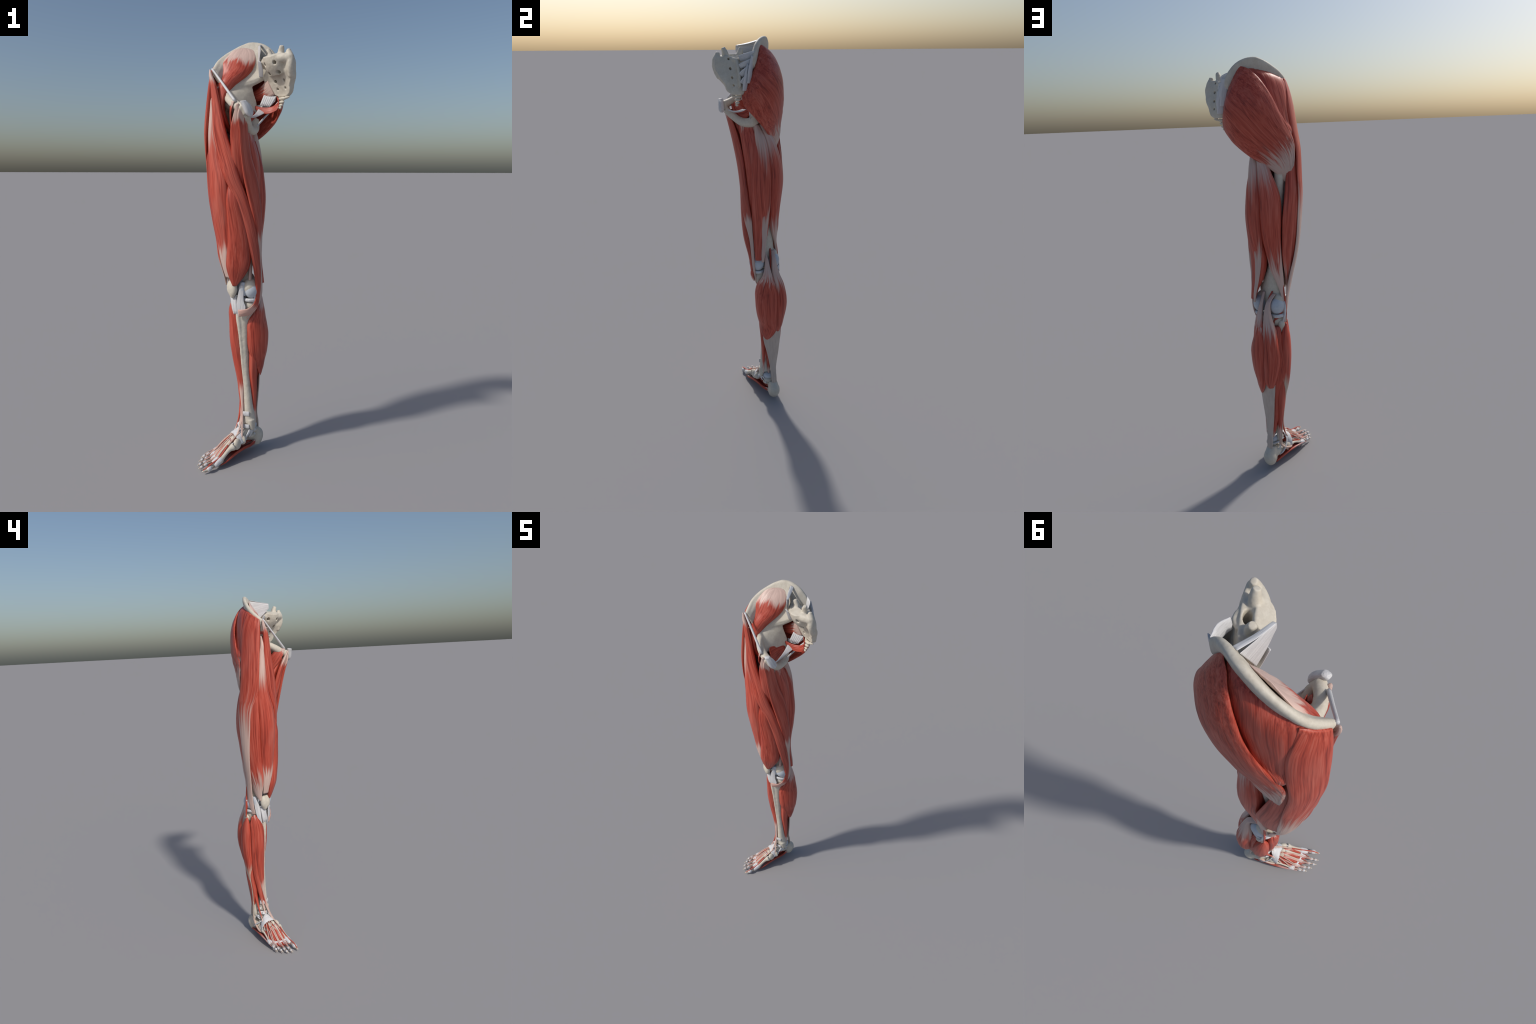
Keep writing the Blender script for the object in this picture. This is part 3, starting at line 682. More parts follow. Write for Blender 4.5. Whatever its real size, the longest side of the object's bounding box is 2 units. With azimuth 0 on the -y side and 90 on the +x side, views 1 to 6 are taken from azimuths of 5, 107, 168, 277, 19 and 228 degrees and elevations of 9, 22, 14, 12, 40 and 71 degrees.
# ------------------------------------------------------------------ knee
def build_knee():
    ball("condyle_cartilage", (0.007, 0.041, 0.864), (0.037, 0.049, 0.046), CARTILAGE, 10)
    ball("condyle_cartilage", (-0.092, 0.042, 0.863), (0.035, 0.047, 0.045), CARTILAGE, -10)
    fused("trochlea_cartilage", [cord_part([(-0.098, -0.004, 0.905, 0.014), (-0.092, -0.006, 0.870, 0.016), (-0.085, 0.005, 0.840, 0.016)]), cord_part([(-0.008, -0.006, 0.905, 0.014), (-0.012, -0.010, 0.870, 0.018), (-0.014, 0.004, 0.840, 0.018)]), cord_part([(-0.048, 0.000, 0.920, 0.028, 0.012), (-0.048, 0.000, 0.850, 0.03, 0.014)], flat_dir=(1, 0, 0))], CARTILAGE, voxel=0.003, smooth=8)
    fused("patella", [ball_part((-0.059, -0.043, 0.873), (0.022, 0.017, 0.038)), ball_part((-0.039, -0.043, 0.873), (0.022, 0.017, 0.038)), ball_part((-0.050, -0.040, 0.868), (0.024, 0.017, 0.046))], BONE, voxel=0.0025, smooth=10, lumps=0.0006)
    strap("patellar_ligament", [((-0.074, -0.026, 0.838), (-0.034, -0.028, 0.838), 0.004, 0.010), ((-0.070, -0.030, 0.800), (-0.032, -0.028, 0.800), 0.005, 0.012), ((-0.062, -0.026, 0.760), (-0.028, -0.026, 0.762), 0.004, 0.012), ((-0.056, -0.020, 0.744), (-0.034, -0.020, 0.744), 0.002, 0.008)], LIGAMENT, (-0.05, 0.05, 0.79), relief=0.0014)
    strap("patellar_retinaculum", [((-0.102, -0.016, 0.895), (-0.096, -0.018, 0.895), 0, 0.006), ((-0.104, -0.012, 0.865), (-0.084, -0.026, 0.862), 0.001, 0.006), ((-0.098, -0.014, 0.810), (-0.072, -0.026, 0.820), 0.002, 0.006), ((-0.082, -0.016, 0.760), (-0.066, -0.024, 0.765), 0.001, 0.006), ((-0.066, -0.018, 0.735), (-0.060, -0.020, 0.737), 0, 0.005)], LIGAMENT, (-0.05, 0.05, 0.83), relief=0.001)
    strap("patellar_retinaculum", [((-0.002, -0.022, 0.892), (0.003, -0.018, 0.892), 0, 0.006), ((-0.014, -0.030, 0.860), (0.004, -0.014, 0.866), 0.001, 0.006), ((-0.024, -0.033, 0.810), (0.004, -0.014, 0.815), 0.003, 0.006), ((-0.026, -0.030, 0.765), (0.010, -0.008, 0.775), 0.003, 0.006), ((-0.026, -0.027, 0.738), (-0.012, -0.018, 0.738), 0.001, 0.005)], LIGAMENT, (-0.05, 0.05, 0.83), relief=0.001)
    for cx, s in ((0.000, 1), (-0.090, -1)):
        pts = []
        for i in range(13):
            a = math.radians(-150 + 300 * i / 12)
            pts.append((cx + s * 0.031 * math.cos(a), 0.038 + 0.038 * math.sin(a), 0.817, 0.0065, 0.009))
        cord("meniscus", pts, LIGAMENT, per=3, width=12)
    strap("medial_collateral_ligament", [((0.034, 0.024, 0.885), (0.036, 0.044, 0.885), 0, 0.005), ((0.036, 0.026, 0.840), (0.036, 0.048, 0.840), 0, 0.005), ((0.028, 0.022, 0.800), (0.028, 0.040, 0.800), 0, 0.005)], LIGAMENT, (-0.05, 0.04, 0.82))
    cord("lateral_collateral_ligament", [(-0.126, 0.030, 0.885, 0.006, 0.004), (-0.130, 0.040, 0.83, 0.006, 0.004), (-0.124, 0.050, 0.785, 0.006, 0.004)], LIGAMENT, flat_dir=(0, 1, 0))
    cord("plantaris", [(-0.070, 0.052, 0.934, 0.004), (-0.062, 0.072, 0.900, 0.006), (-0.055, 0.086, 0.860, 0.005), (-0.050, 0.090, 0.80, 0.004), (-0.045, 0.09, 0.74, 0.002)], muscle_material("plantaris"))
    cord("popliteus", [(-0.120, 0.036, 0.846, 0.005, 0.004), (-0.105, 0.060, 0.815, 0.007, 0.004), (-0.075, 0.072, 0.780, 0.012, 0.005), (-0.035, 0.064, 0.730, 0.016, 0.005)], muscle_material("popliteus"), flat_dir=(0, 0, 1))

# ------------------------------------------------------------------ lower leg
def build_shank():
    fused("tibia", [
        cord_part([(-0.045, 0.036, 0.806, 0.072, 0.041), (-0.045, 0.036, 0.790, 0.075, 0.043), (-0.046, 0.032, 0.760, 0.062, 0.041), (-0.046, 0.026, 0.720, 0.041, 0.038), (-0.043, 0.026, 0.680, 0.032, 0.034)], flat_dir=(1, -0.1, 0), width=32),
        cord_part([(-0.044, 0.024, 0.720, 0.033, 0.033), (-0.039, 0.022, 0.640, 0.025, 0.026), (-0.040, 0.028, 0.560, 0.021, 0.023), (-0.042, 0.034, 0.460, 0.019, 0.022), (-0.038, 0.040, 0.360, 0.020, 0.022), (-0.035, 0.045, 0.270, 0.024, 0.024), (-0.034, 0.048, 0.205, 0.032, 0.029), (-0.034, 0.050, 0.170, 0.036, 0.032)], flat_dir=(1, 1, 0), width=28),
        cord_part([(-0.044, -0.010, 0.758, 0.014), (-0.041, -0.010, 0.720, 0.013), (-0.038, -0.003, 0.640, 0.010), (-0.039, 0.008, 0.540, 0.009), (-0.040, 0.018, 0.440, 0.008), (-0.037, 0.026, 0.340, 0.007)]),
        cord_part([(-0.014, 0.048, 0.190, 0.018, 0.024), (-0.009, 0.050, 0.150, 0.012, 0.018), (-0.007, 0.051, 0.134, 0.008, 0.010)], flat_dir=(1, 0, 0))],
        BONE, voxel=0.003, smooth=14, lumps=0.0006)
    fused("fibula", [
        ball_part((-0.113, 0.050, 0.772), (0.017, 0.019, 0.024)),
        cord_part([(-0.113, 0.050, 0.770, 0.013), (-0.108, 0.050, 0.700, 0.010), (-0.104, 0.052, 0.550, 0.010), (-0.096, 0.054, 0.400, 0.010), (-0.086, 0.058, 0.280, 0.010), (-0.083, 0.062, 0.200, 0.013), (-0.083, 0.064, 0.150, 0.014), (-0.081, 0.066, 0.122, 0.007)])],
        BONE, voxel=0.003, smooth=6)
    belly("tibialis_anterior", [
        (0.795, -0.100, -0.002, 0.006, 0.005, -20), (0.77, -0.094, -0.004, 0.020, 0.014, -18), (0.74, -0.088, -0.003, 0.030, 0.022, -16), (0.70, -0.081, 0.000, 0.036, 0.026, -13), (0.60, -0.077, 0.006, 0.037, 0.029, -4), (0.50, -0.072, 0.016, 0.031, 0.027, 0), (0.40, -0.060, 0.021, 0.021, 0.018, 2), (0.34, -0.053, 0.020, 0.014, 0.011, 6), (0.30, -0.049, 0.018, 0.009, 0.008, 8), (0.24, -0.040, 0.013, 0.0055, 0.005, 8), (0.16, -0.025, -0.002, 0.0045, 0.0035, 8), (0.12, -0.012, -0.014, 0.0045, 0.0035, 0), (0.092, -0.004, -0.022, 0.004, 0.003, 0)],
        muscle_material("tibialis_anterior", start=(-0.02, 0.012), end=(0.40, 0.48), ragged=0.06))
    belly("extensor_digitorum_longus", [
        (0.785, -0.108, 0.006, 0.006, 0.006, -46), (0.74, -0.108, 0.012, 0.012, 0.020, -46), (0.70, -0.105, 0.013, 0.013, 0.024, -46), (0.60, -0.104, 0.015, 0.015, 0.025, -46), (0.50, -0.096, 0.025, 0.019, 0.024, -42), (0.40, -0.081, 0.033, 0.019, 0.021, -38), (0.32, -0.070, 0.031, 0.014, 0.015, -34), (0.26, -0.062, 0.026, 0.010, 0.010, -34), (0.20, -0.055, 0.016, 0.0055, 0.005, -34), (0.158, -0.053, 0.004, 0.0045, 0.004, -34)],
        muscle_material("extensor_digitorum_longus", end=(0.52, 0.58), ragged=0.06))
    belly("extensor_hallucis_longus", [(0.50, -0.075, 0.034, 0.010, 0.010, 0), (0.40, -0.062, 0.030, 0.014, 0.012, 0), (0.32, -0.054, 0.026, 0.012, 0.011, 0), (0.26, -0.047, 0.020, 0.009, 0.008, 0), (0.21, -0.042, 0.010, 0.005, 0.0045, 0), (0.16, -0.034, -0.010, 0.004, 0.0035, 0), (0.128, -0.029, -0.030, 0.004, 0.0035, 0)], muscle_material("extensor_hallucis_longus", end=(0.26, 0.32), ragged=0.05))
    belly("peroneus_longus", [
        (0.775, -0.128, 0.034, 0.005, 0.005, -84), (0.74, -0.129, 0.040, 0.022, 0.014, -85), (0.70, -0.128, 0.045, 0.031, 0.022, -84), (0.60, -0.129, 0.050, 0.036, 0.025, -82), (0.50, -0.121, 0.051, 0.028, 0.025, -84), (0.44, -0.118, 0.052, 0.017, 0.018, -84), (0.40, -0.115, 0.052, 0.010, 0.011, -84), (0.34, -0.108, 0.050, 0.007, 0.007, -84), (0.28, -0.101, 0.052, 0.006, 0.006, -84), (0.20, -0.096, 0.060, 0.005, 0.005, -84), (0.14, -0.094, 0.068, 0.005, 0.005, -84), (0.105, -0.094, 0.060, 0.005, 0.004, -84)],
        muscle_material("peroneus_longus", end=(0.25, 0.37), ragged=0.09, tendon=(0.52, 0.42, 0.34)))
    belly("peroneus_brevis", [(0.56, -0.110, 0.066, 0.016, 0.012, -84), (0.46, -0.106, 0.061, 0.028, 0.023, -84), (0.38, -0.101, 0.062, 0.027, 0.022, -82), (0.30, -0.092, 0.058, 0.024, 0.018, -78), (0.24, -0.089, 0.062, 0.018, 0.014, -84), (0.19, -0.089, 0.068, 0.010, 0.009, -90), (0.15, -0.090, 0.072, 0.005, 0.005, -90)], muscle_material("peroneus_brevis", end=(0.33, 0.37), ragged=0.04))
    cord("peroneus_brevis_tendon", [(-0.090, 0.072, 0.155, 0.005), (-0.094, 0.070, 0.115, 0.005), (-0.100, 0.045, 0.085, 0.005), (-0.106, 0.010, 0.066, 0.005), (-0.107, -0.010, 0.060, 0.004)], TENDON_MAT)
    cord("peroneus_longus_tendon", [(-0.094, 0.062, 0.108, 0.005), (-0.098, 0.038, 0.076, 0.005), (-0.098, 0.014, 0.054, 0.005), (-0.085, -0.002, 0.044, 0.004), (-0.05, -0.03, 0.050, 0.003)], TENDON_MAT)
    cord("peroneus_tertius", [(-0.090, 0.046, 0.330, 0.009, 0.007), (-0.086, 0.038, 0.250, 0.009, 0.006), (-0.083, 0.026, 0.190, 0.005), (-0.082, 0.004, 0.135, 0.0035), (-0.088, -0.016, 0.105, 0.003), (-0.100, -0.045, 0.075, 0.0025)], muscle_material("peroneus_tertius", end=(0.17, 0.21), ragged=0.03))
    belly("soleus", [
        (0.765, -0.100, 0.066, 0.012, 0.010, -130), (0.72, -0.098, 0.075, 0.028, 0.022, -130), (0.66, -0.090, 0.080, 0.052, 0.030, -146), (0.60, -0.080, 0.080, 0.066, 0.038, -160), (0.50, -0.062, 0.084, 0.066, 0.036, -168), (0.42, -0.062, 0.084, 0.048, 0.030, -166), (0.36, -0.068, 0.080, 0.034, 0.025, -160), (0.28, -0.072, 0.082, 0.020, 0.018, -140), (0.22, -0.069, 0.089, 0.013, 0.013, -132), (0.165, -0.065, 0.096, 0.006, 0.006, -130)],
        muscle_material("soleus", end=(0.56, 0.60), ragged=0.03))
    belly("flexor_digitorum_longus", [(0.60, -0.018, 0.052, 0.014, 0.012, 60), (0.50, -0.014, 0.058, 0.020, 0.018, 66), (0.42, -0.018, 0.062, 0.020, 0.017, 70), (0.34, -0.018, 0.066, 0.015, 0.012, 76), (0.27, -0.016, 0.069, 0.010, 0.008, 80), (0.20, -0.014, 0.072, 0.006, 0.005, 80), (0.165, -0.012, 0.072, 0.004, 0.003, 80)], muscle_material("flexor_digitorum_longus", end=(0.34, 0.40), ragged=0.05))
    belly("flexor_hallucis_longus", [(0.50, -0.070, 0.080, 0.020, 0.016, 0), (0.38, -0.052, 0.082, 0.024, 0.016, 0), (0.28, -0.044, 0.084, 0.018, 0.012, 0), (0.22, -0.040, 0.085, 0.010, 0.008, 0), (0.165, -0.038, 0.086, 0.004, 0.004, 0)], muscle_material("flexor_hallucis_longus", end=(0.28, 0.33), ragged=0.03))
    belly("tibialis_posterior", [(0.62, -0.064, 0.058, 0.024, 0.016, 0), (0.45, -0.060, 0.064, 0.026, 0.016, 0), (0.30, -0.030, 0.070, 0.012, 0.010, 30), (0.20, -0.012, 0.066, 0.005, 0.005, 60), (0.165, -0.010, 0.064, 0.004, 0.003, 60)], muscle_material("tibialis_posterior", end=(0.32, 0.40), ragged=0.04))
    strap("gastrocnemius_medial_head", [
        ((-0.018, 0.062, 0.930), (-0.034, 0.062, 0.930), 0.002, 0.008), ((-0.020, 0.082, 0.890), (-0.038, 0.089, 0.890), 0.005, 0.012), ((-0.014, 0.093, 0.850), (-0.041, 0.103, 0.850), 0.009, 0.018), ((0.000, 0.094, 0.800), (-0.047, 0.122, 0.800), 0.016, 0.032), ((0.010, 0.056, 0.750), (-0.053, 0.138, 0.750), 0.034, 0.054), ((0.003, 0.024, 0.700), (-0.059, 0.147, 0.700), 0.054, 0.070),
        ((-0.002, 0.022, 0.640), (-0.062, 0.150, 0.640), 0.068, 0.076), ((-0.005, 0.025, 0.590), (-0.063, 0.149, 0.590), 0.068, 0.074), ((-0.004, 0.036, 0.540), (-0.064, 0.147, 0.540), 0.060, 0.064), ((0.000, 0.057, 0.490), (-0.064, 0.146, 0.490), 0.042, 0.046), ((0.003, 0.076, 0.452), (-0.052, 0.138, 0.452), 0.024, 0.028), ((-0.004, 0.092, 0.422), (-0.034, 0.124, 0.422), 0.010, 0.014), ((-0.012, 0.102, 0.408), (-0.022, 0.113, 0.408), 0.003, 0.006)],
        muscle_material("gastrocnemius_medial_head", start=(0.10, 0.20), ragged=0.10, fibre=0.9), (-0.06, 0.05, 0.65))
    belly("gastrocnemius_lateral_head", [
        (0.924, -0.082, 0.058, 0.010, 0.006, 180), (0.89, -0.071, 0.090, 0.012, 0.008, 182), (0.85, -0.069, 0.101, 0.016, 0.013, 186), (0.80, -0.074, 0.107, 0.024, 0.021, 190), (0.75, -0.084, 0.112, 0.032, 0.031, 194), (0.70, -0.090, 0.117, 0.036, 0.036, 202), (0.64, -0.095, 0.119, 0.040, 0.036, 210), (0.59, -0.094, 0.119, 0.041, 0.033, 216), (0.54, -0.089, 0.121, 0.036, 0.027, 220), (0.49, -0.084, 0.123, 0.028, 0.019, 222), (0.455, -0.084, 0.120, 0.014, 0.008, 222)],
        muscle_material("gastrocnemius_lateral_head", start=(0.12, 0.25), ragged=0.12, fibre=0.9), power=2.3)
    strap("calcaneal_tendon", [
        ((-0.004, 0.092, 0.54), (-0.102, 0.110, 0.54), 0.022, 0.008), ((-0.002, 0.091, 0.46), (-0.103, 0.114, 0.46), 0.021, 0.008), ((-0.004, 0.092, 0.40), (-0.098, 0.116, 0.40), 0.015, 0.009), ((-0.024, 0.102, 0.30), (-0.088, 0.112, 0.30), 0.007, 0.010), ((-0.040, 0.108, 0.20), (-0.075, 0.110, 0.20), 0.004, 0.012), ((-0.042, 0.118, 0.14), (-0.074, 0.119, 0.14), 0.004, 0.013), ((-0.044, 0.122, 0.098), (-0.072, 0.122, 0.098), 0.002, 0.008)],
        SHEET, (-0.05, 0.0, 0.3), relief=0.0012)

# ------------------------------------------------------------------ foot
def build_foot():
    fused("calcaneus", [
        ball_part((-0.058, 0.119, 0.062), (0.033, 0.038, 0.044)),
        ball_part((-0.057, 0.114, 0.042), (0.030, 0.034, 0.028)),
        cord_part([(-0.058, 0.112, 0.078, 0.029, 0.032), (-0.064, 0.085, 0.074, 0.028, 0.030), (-0.072, 0.045, 0.072, 0.022, 0.022), (-0.078, 0.022, 0.072, 0.020, 0.020)], flat_dir=(1, 0, 0)),
        ball_part((-0.036, 0.062, 0.092), (0.020, 0.024, 0.014)),
        cord_part([(-0.058, 0.102, 0.112, 0.024, 0.020), (-0.058, 0.110, 0.085, 0.029, 0.032), (-0.057, 0.114, 0.045, 0.032, 0.036), (-0.056, 0.110, 0.022, 0.024, 0.026)], flat_dir=(1, 0, 0), width=24)], BONE, voxel=0.0026, smooth=6, lumps=0.0006)
    fused("talus", [ball_part((-0.045, 0.052, 0.135), (0.034, 0.034, 0.026)), ball_part((-0.044, 0.080, 0.118), (0.030, 0.026, 0.016)), cord_part([(-0.044, 0.040, 0.128, 0.026), (-0.034, 0.012, 0.116, 0.021), (-0.030, -0.002, 0.110, 0.019)])], BONE, voxel=0.0026, smooth=5)
    ball("ankle_cartilage", (-0.046, 0.066, 0.142), (0.032, 0.036, 0.024), CARTILAGE)
    ball("navicular", (-0.022, -0.010, 0.097), (0.028, 0.015, 0.027), BONE, 12, lumps=0.001)
    ball("cuboid", (-0.084, 0.002, 0.072), (0.020, 0.026, 0.019), BONE, 10, lumps=0.001)
    cune = [((-0.013, -0.044, 0.087), (0.016, 0.025, 0.029)), ((-0.040, -0.044, 0.103), (0.012, 0.017, 0.017)), ((-0.060, -0.040, 0.096), (0.012, 0.019, 0.017))]
    for c, r in cune:
        ball("cuneiform", c, r, BONE, 6, lumps=0.0008)
    base = [(-0.014, -0.068, 0.082), (-0.040, -0.064, 0.096), (-0.060, -0.060, 0.090), (-0.080, -0.030, 0.080), (-0.098, -0.018, 0.066)]
    head = [(-0.019, -0.150, 0.032), (-0.047, -0.154, 0.030), (-0.074, -0.144, 0.028), (-0.100, -0.128, 0.030), (-0.114, -0.100, 0.034)]
    pip = [(-0.018, -0.211, 0.018), (-0.057, -0.204, 0.019), (-0.081, -0.193, 0.018), (-0.104, -0.169, 0.020), (-0.121, -0.146, 0.026)]
    dip = [None, (-0.059, -0.227, 0.013), (-0.084, -0.218, 0.014), (-0.105, -0.193, 0.018), (-0.123, -0.168, 0.021)]
    tip = [(-0.023, -0.248, 0.013), (-0.060, -0.246, 0.009), (-0.084, -0.235, 0.012), (-0.106, -0.213, 0.014), (-0.125, -0.186, 0.015)]
    for i in range(5):
        b, h = np.array(base[i]), np.array(head[i])
        k = 2.05 if i == 0 else 1.0
        lift = np.array((0, 0, 0.006))
        r = 0.0062 * k
        cord("metatarsal", [(*(b + (b - h) * 0.04), r * 1.1), (*b, r * 1.5), (*(b * .75 + h * .25 + lift), r * 1.0), (*((b + h) / 2 + lift), r * 0.85), (*(b * .22 + h * .78 + lift * .5), r * 1.0), (*h, r * 1.35), (*(h + (h - b) * 0.06), r * 0.9)], BONE, per=5)
        chain = [head[i], pip[i]] + ([dip[i]] if dip[i] else []) + [tip[i]]
        for j in range(len(chain) - 1):
            p, q = np.array(chain[j]), np.array(chain[j + 1])
            d = q - p
            rr = (0.0090 if i == 0 else 0.0052) * (1 - 0.14 * j)
            last = j == len(chain) - 2
            cord("phalanx", [(*(p + d * .05), rr * .8), (*(p + d * .16), rr * 1.3), (*(p + d * .5), rr * (.62 if not last else .8)), (*(p + d * .84), rr * (1.05 if not last else .55)), (*(p + d * .99), rr * (.7 if not last else .4))], BONE, per=5, width=14)
        def capsule(c, d, rad, ln):
            d = unit(np.array(d)); c = np.array(c)
            cord("joint_capsule", [(*(c - d * ln), rad * .72), (*(c - d * ln * .55), rad * .98), (*c, rad), (*(c + d * ln * .55), rad * .96), (*(c + d * ln), rad * .74)], LIGAMENT, per=4, width=18)
        if i == 0:
            capsule(np.array(head[i]) + (0, -0.006, 0.0), np.array(pip[i]) - b, 0.0165, 0.027)
            capsule(pip[i], np.array(tip[i]) - np.array(head[i]), 0.0125, 0.012)
        else:
            capsule(head[i], np.array(pip[i]) - b, 0.0105 if i < 4 else 0.0125, 0.019 if i < 4 else 0.017)
            capsule(pip[i], np.array(tip[i]) - np.array(head[i]), 0.0078, 0.009)
            capsule(dip[i], np.array(tip[i]) - np.array(pip[i]), 0.0066, 0.006)
        # joint ties at the bases of the long foot bones
        cord("tarsal_ligament", [(*(b + (0.002, 0.008, r * 1.35)), 0.003, 0.0015), (*(b + (0.001, 0.000, r * 1.5)), 0.0035, 0.0018), (*(b + (0, -0.008, r * 1.3)), 0.003, 0.0015)], LIGAMENT, flat_dir=(1, 0, 0), per=4, width=12)
    # cross ties between the heads
    for i in range(4):
        p, q = np.array(head[i]), np.array(head[i + 1])
        up = np.array((0, 0.004, 0.008))
        cord("transverse_ligament", [(*(p * .8 + q * .2 + up), 0.006, 0.003), (*(p * .45 + q * .55 + up), 0.006, 0.003), (*(p * .2 + q * .8 + up), 0.006, 0.003)], LIGAMENT, flat_dir=(0, 1, 0.3), per=4, width=12)
    # extensor tendons fan out from under the retinaculum
    gate = [(-0.026, -0.036, 0.126), (-0.048, -0.032, 0.124), (-0.058, -0.032, 0.123), (-0.068, -0.030, 0.121), (-0.078, -0.026, 0.116)]
    for i in range(5):
        g, h, t = np.array(gate[i]), np.array(head[i]), np.array(tip[i])
        p = np.array(pip[i])
        r = 0.0034 if i == 0 else 0.0021
        rise = 0.020 if i == 0 else 0.015
        mid = g * .5 + h * .5 + (0, 0, rise * 0.75)
        top = np.array((0, 0, 0.019 if i == 0 else 0.0115))
        pts = [(*(g + (0, 0.02, 0.010)), r), (*g, r), (*mid, r), (*(h + top), r), (*(p + top * .75), r * .9), (*(t + (0, 0.006, 0.004)), r * .7)]
        if i == 0:
            cord("extensor_tendon", pts[:3], TENDON_MAT)
            cord("extensor_tendon", pts[2:], muscle_material("extensor_tendon_red"))
        else:
            cord("extensor_tendon", pts, TENDON_MAT)
    # short extensor bellies on the instep, then slips to the toes
    flesh = muscle_material("foot_flesh", fibre=2.0, shared=True)
    flesh_tip = muscle_material("foot_flesh_slip", fibre=2.0, end=(0.055, 0.085), ragged=0.03, tendon=(0.58, 0.30, 0.26), shared=True)
    for i, (sx, w) in enumerate([(-0.040, 0.009), (-0.055, 0.010), (-0.068, 0.010), (-0.080, 0.009)]):
        h = np.array(head[i])
        s = np.array((sx, -0.024, 0.112 - 0.006 * i))
        m = s * .55 + h * .45 + (0.0, 0, 0.016)
        cord("extensor_digitorum_brevis", [(*(s + (-0.012, 0.03, -0.016)), w * .7, 0.007), (*s, w, 0.007), (*(s * .78 + h * .22 + (0, 0, 0.010)), w * .9, 0.006), (*m, w * .5, 0.004), (*(h + (-0.006, 0.004, 0.011)), 0.0025, 0.0025), (*(np.array(pip[i]) + (-0.004, 0, 0.008)), 0.0015, 0.0015)], flesh_tip, flat_dir=(1, 0, 0))
    for i in range(4):
        p = np.array(base[i]) * .5 + np.array(base[i + 1]) * .5
        q = np.array(head[i]) * .5 + np.array(head[i + 1]) * .5
        cord("interosseous_muscle", [(*(p + (0, -.004, -.002)), 0.004), (*(p * .7 + q * .3 + (0, 0, 0.002)), 0.0085, 0.011), (*(p * .35 + q * .65), 0.0075, 0.009), (*(q + (0, -.004, 0)), 0.0045), (*(q + (0.004, -.035, -0.008)), 0.002)], flesh, flat_dir=(1, 0, 0))
        cord("lumbrical_muscle", [(*(q + (0, 0.03, -0.010)), 0.003), (*(q + (0, 0, -0.008)), 0.0035), (*(np.array(pip[i + 1]) + (0.008, 0.01, -0.003)), 0.0016)], flesh)
    # sole: abductors on both borders, short flexor and its fascia in the middle
    strap("abductor_hallucis", [((-0.034, 0.088, 0.060), (-0.036, 0.094, 0.036), 0.003, 0.008), ((-0.018, 0.050, 0.054), (-0.026, 0.052, 0.036), 0.005, 0.010), ((-0.010, 0.000, 0.058), (-0.016, 0.000, 0.042), 0.005, 0.010), ((-0.004, -0.060, 0.050), (-0.010, -0.060, 0.036), 0.005, 0.009), ((-0.001, -0.120, 0.029), (-0.008, -0.120, 0.019), 0.004, 0.007), ((-0.004, -0.150, 0.020), (-0.010, -0.150, 0.014), 0.002, 0.004)], muscle_material("abductor_hallucis", start=(0.0, 0.015), ragged=0.02), (-0.06, -0.02, 0.06))
    strap("flexor_digitorum_brevis", [((-0.040, 0.100, 0.026), (-0.078, 0.100, 0.026), 0.0, 0.010), ((-0.030, 0.040, 0.034), (-0.086, 0.040, 0.030), 0.0, 0.012), ((-0.022, -0.040, 0.036), (-0.100, -0.040, 0.032), 0.0, 0.012), ((-0.022, -0.110, 0.020), (-0.112, -0.085, 0.022), 0.0, 0.009), ((-0.030, -0.150, 0.012), (-0.114, -0.120, 0.016), 0.0, 0.005)], muscle_material("flexor_digitorum_brevis", start=(0.0, 0.04), end=(0.15, 0.22), ragged=0.04, tendon=(0.58, 0.36, 0.31)), (-0.06, 0.0, 0.3))
    strap("quadratus_plantae", [((-0.046, 0.080, 0.050), (-0.074, 0.080, 0.048), 0, 0.014), ((-0.036, 0.02, 0.056), (-0.078, 0.02, 0.050), 0, 0.016), ((-0.030, -0.05, 0.062), (-0.090, -0.04, 0.050), 0, 0.016), ((-0.032, -0.12, 0.030), (-0.100, -0.10, 0.030), 0, 0.010)], flesh, (-0.06, 0, 0.3))
    strap("abductor_digiti_minimi", [((-0.078, 0.105, 0.026), (-0.090, 0.098, 0.034), 0.0, 0.008), ((-0.092, 0.040, 0.036), (-0.104, 0.040, 0.044), 0.001, 0.010), ((-0.104, -0.020, 0.040), (-0.118, -0.020, 0.048), 0.001, 0.009), ((-0.118, -0.085, 0.032), (-0.126, -0.085, 0.040), 0, 0.006), ((-0.122, -0.135, 0.018), (-0.127, -0.135, 0.024), 0, 0.003)], muscle_material("abductor_digiti_minimi", end=(0.10, 0.16), ragged=0.04, tendon=(0.56, 0.30, 0.27)), (-0.06, 0.0, 0.06))
    for i in range(5):
        q = np.array(head[i]) + (0, 0, -0.013 if i == 0 else -0.010)
        cord("flexor_tendon", [(*(q + (0, 0.03, 0.0)), 0.003), (*q, 0.003), (*(np.array(pip[i]) + (0, 0, -0.010 if i == 0 else -0.006)), 0.0022), (*(np.array(tip[i]) + (0, 0.014, -0.008)), 0.0014)], TENDON_MAT)
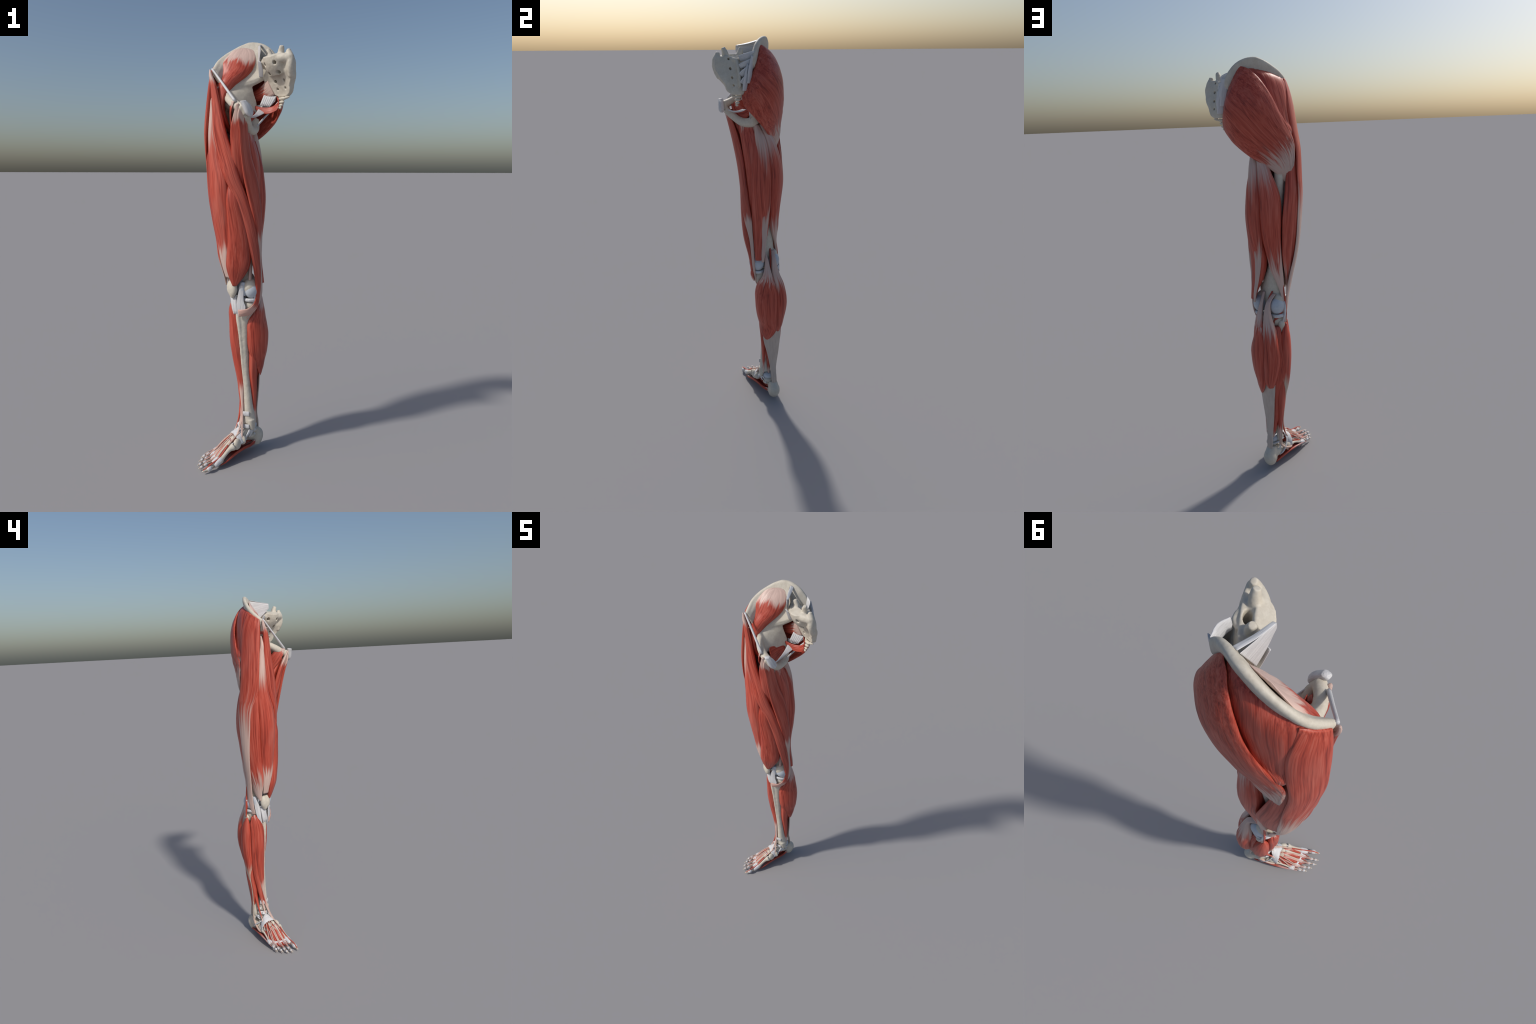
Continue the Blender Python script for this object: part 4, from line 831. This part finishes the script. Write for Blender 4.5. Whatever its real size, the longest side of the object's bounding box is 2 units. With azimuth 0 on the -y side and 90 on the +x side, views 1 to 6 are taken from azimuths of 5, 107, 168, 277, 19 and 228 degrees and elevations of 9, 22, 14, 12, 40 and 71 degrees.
    # retinacula and ankle bands
    strap("extensor_retinaculum", [((-0.106, -0.020, 0.060), (-0.094, 0.012, 0.058), 0.0, 0.005), ((-0.102, -0.024, 0.088), (-0.090, 0.006, 0.096), 0.004, 0.005), ((-0.084, -0.031, 0.114), (-0.076, 0.004, 0.128), 0.003, 0.005), ((-0.054, -0.036, 0.122), (-0.054, 0.006, 0.148), 0.002, 0.005), ((-0.032, -0.044, 0.122), (-0.030, -0.004, 0.140), 0.002, 0.005), ((-0.012, -0.040, 0.110), (-0.010, -0.016, 0.116), 0.003, 0.005), ((0.000, -0.034, 0.086), (0.002, -0.012, 0.092), 0.001, 0.004)], LIGAMENT, (-0.05, 0.03, 0.06), width=40, relief=0.0012)
    cord("extensor_retinaculum", [(-0.060, 0.004, 0.150, 0.018, 0.003), (-0.050, 0.008, 0.168, 0.012, 0.003)], LIGAMENT, flat_dir=(1, 0, 0))
    for z, x0, x1, y, w in [(0.226, -0.070, -0.008, 0.014, 0.012), (0.160, -0.074, -0.006, 0.012, 0.011), (0.188, -0.084, -0.056, 0.028, 0.008), (0.138, -0.088, -0.058, 0.026, 0.008)]:
        xm = (x0 + x1) / 2
        cord("ankle_ligament", [(x0, y + 0.014, z, w, 0.003), (xm, y - 0.002, z - 0.003, w, 0.0035), (x1, y + 0.016, z - 0.002, w, 0.003)], LIGAMENT, flat_dir=(0, 0, 1), width=18)
    for a, b, w in [((-0.012, 0.040, 0.136), (-0.014, 0.004, 0.098), 0.009), ((-0.010, 0.050, 0.132), (-0.020, 0.040, 0.096), 0.010), ((-0.012, 0.062, 0.136), (-0.028, 0.082, 0.108), 0.009), ((-0.014, 0.010, 0.100), (-0.016, -0.014, 0.088), 0.009), ((-0.026, 0.080, 0.100), (-0.030, 0.060, 0.088), 0.008),
                    ((-0.088, 0.066, 0.126), (-0.086, 0.072, 0.086), 0.009), ((-0.084, 0.054, 0.136), (-0.076, 0.024, 0.118), 0.007), ((-0.086, 0.070, 0.130), (-0.058, 0.096, 0.120), 0.007)]:
        m = (np.array(a) + np.array(b)) / 2 + np.array((0.003 if a[0] > -0.05 else -0.003, 0, 0))
        cord("ankle_ligament", [(*a, w, 0.004), (*m, w * .9, 0.004), (*b, w, 0.004)], LIGAMENT, flat_dir=(0, 1, 0.3), width=16)
    cord("peroneal_retinaculum", [(-0.068, -0.002, 0.128, 0.0035), (-0.090, 0.010, 0.112, 0.004), (-0.102, 0.040, 0.086, 0.004), (-0.098, 0.062, 0.066, 0.004), (-0.088, 0.080, 0.056, 0.002)], LIGAMENT)

build_pelvis()
build_hip()
build_thigh()
build_knee()
build_shank()
build_foot()
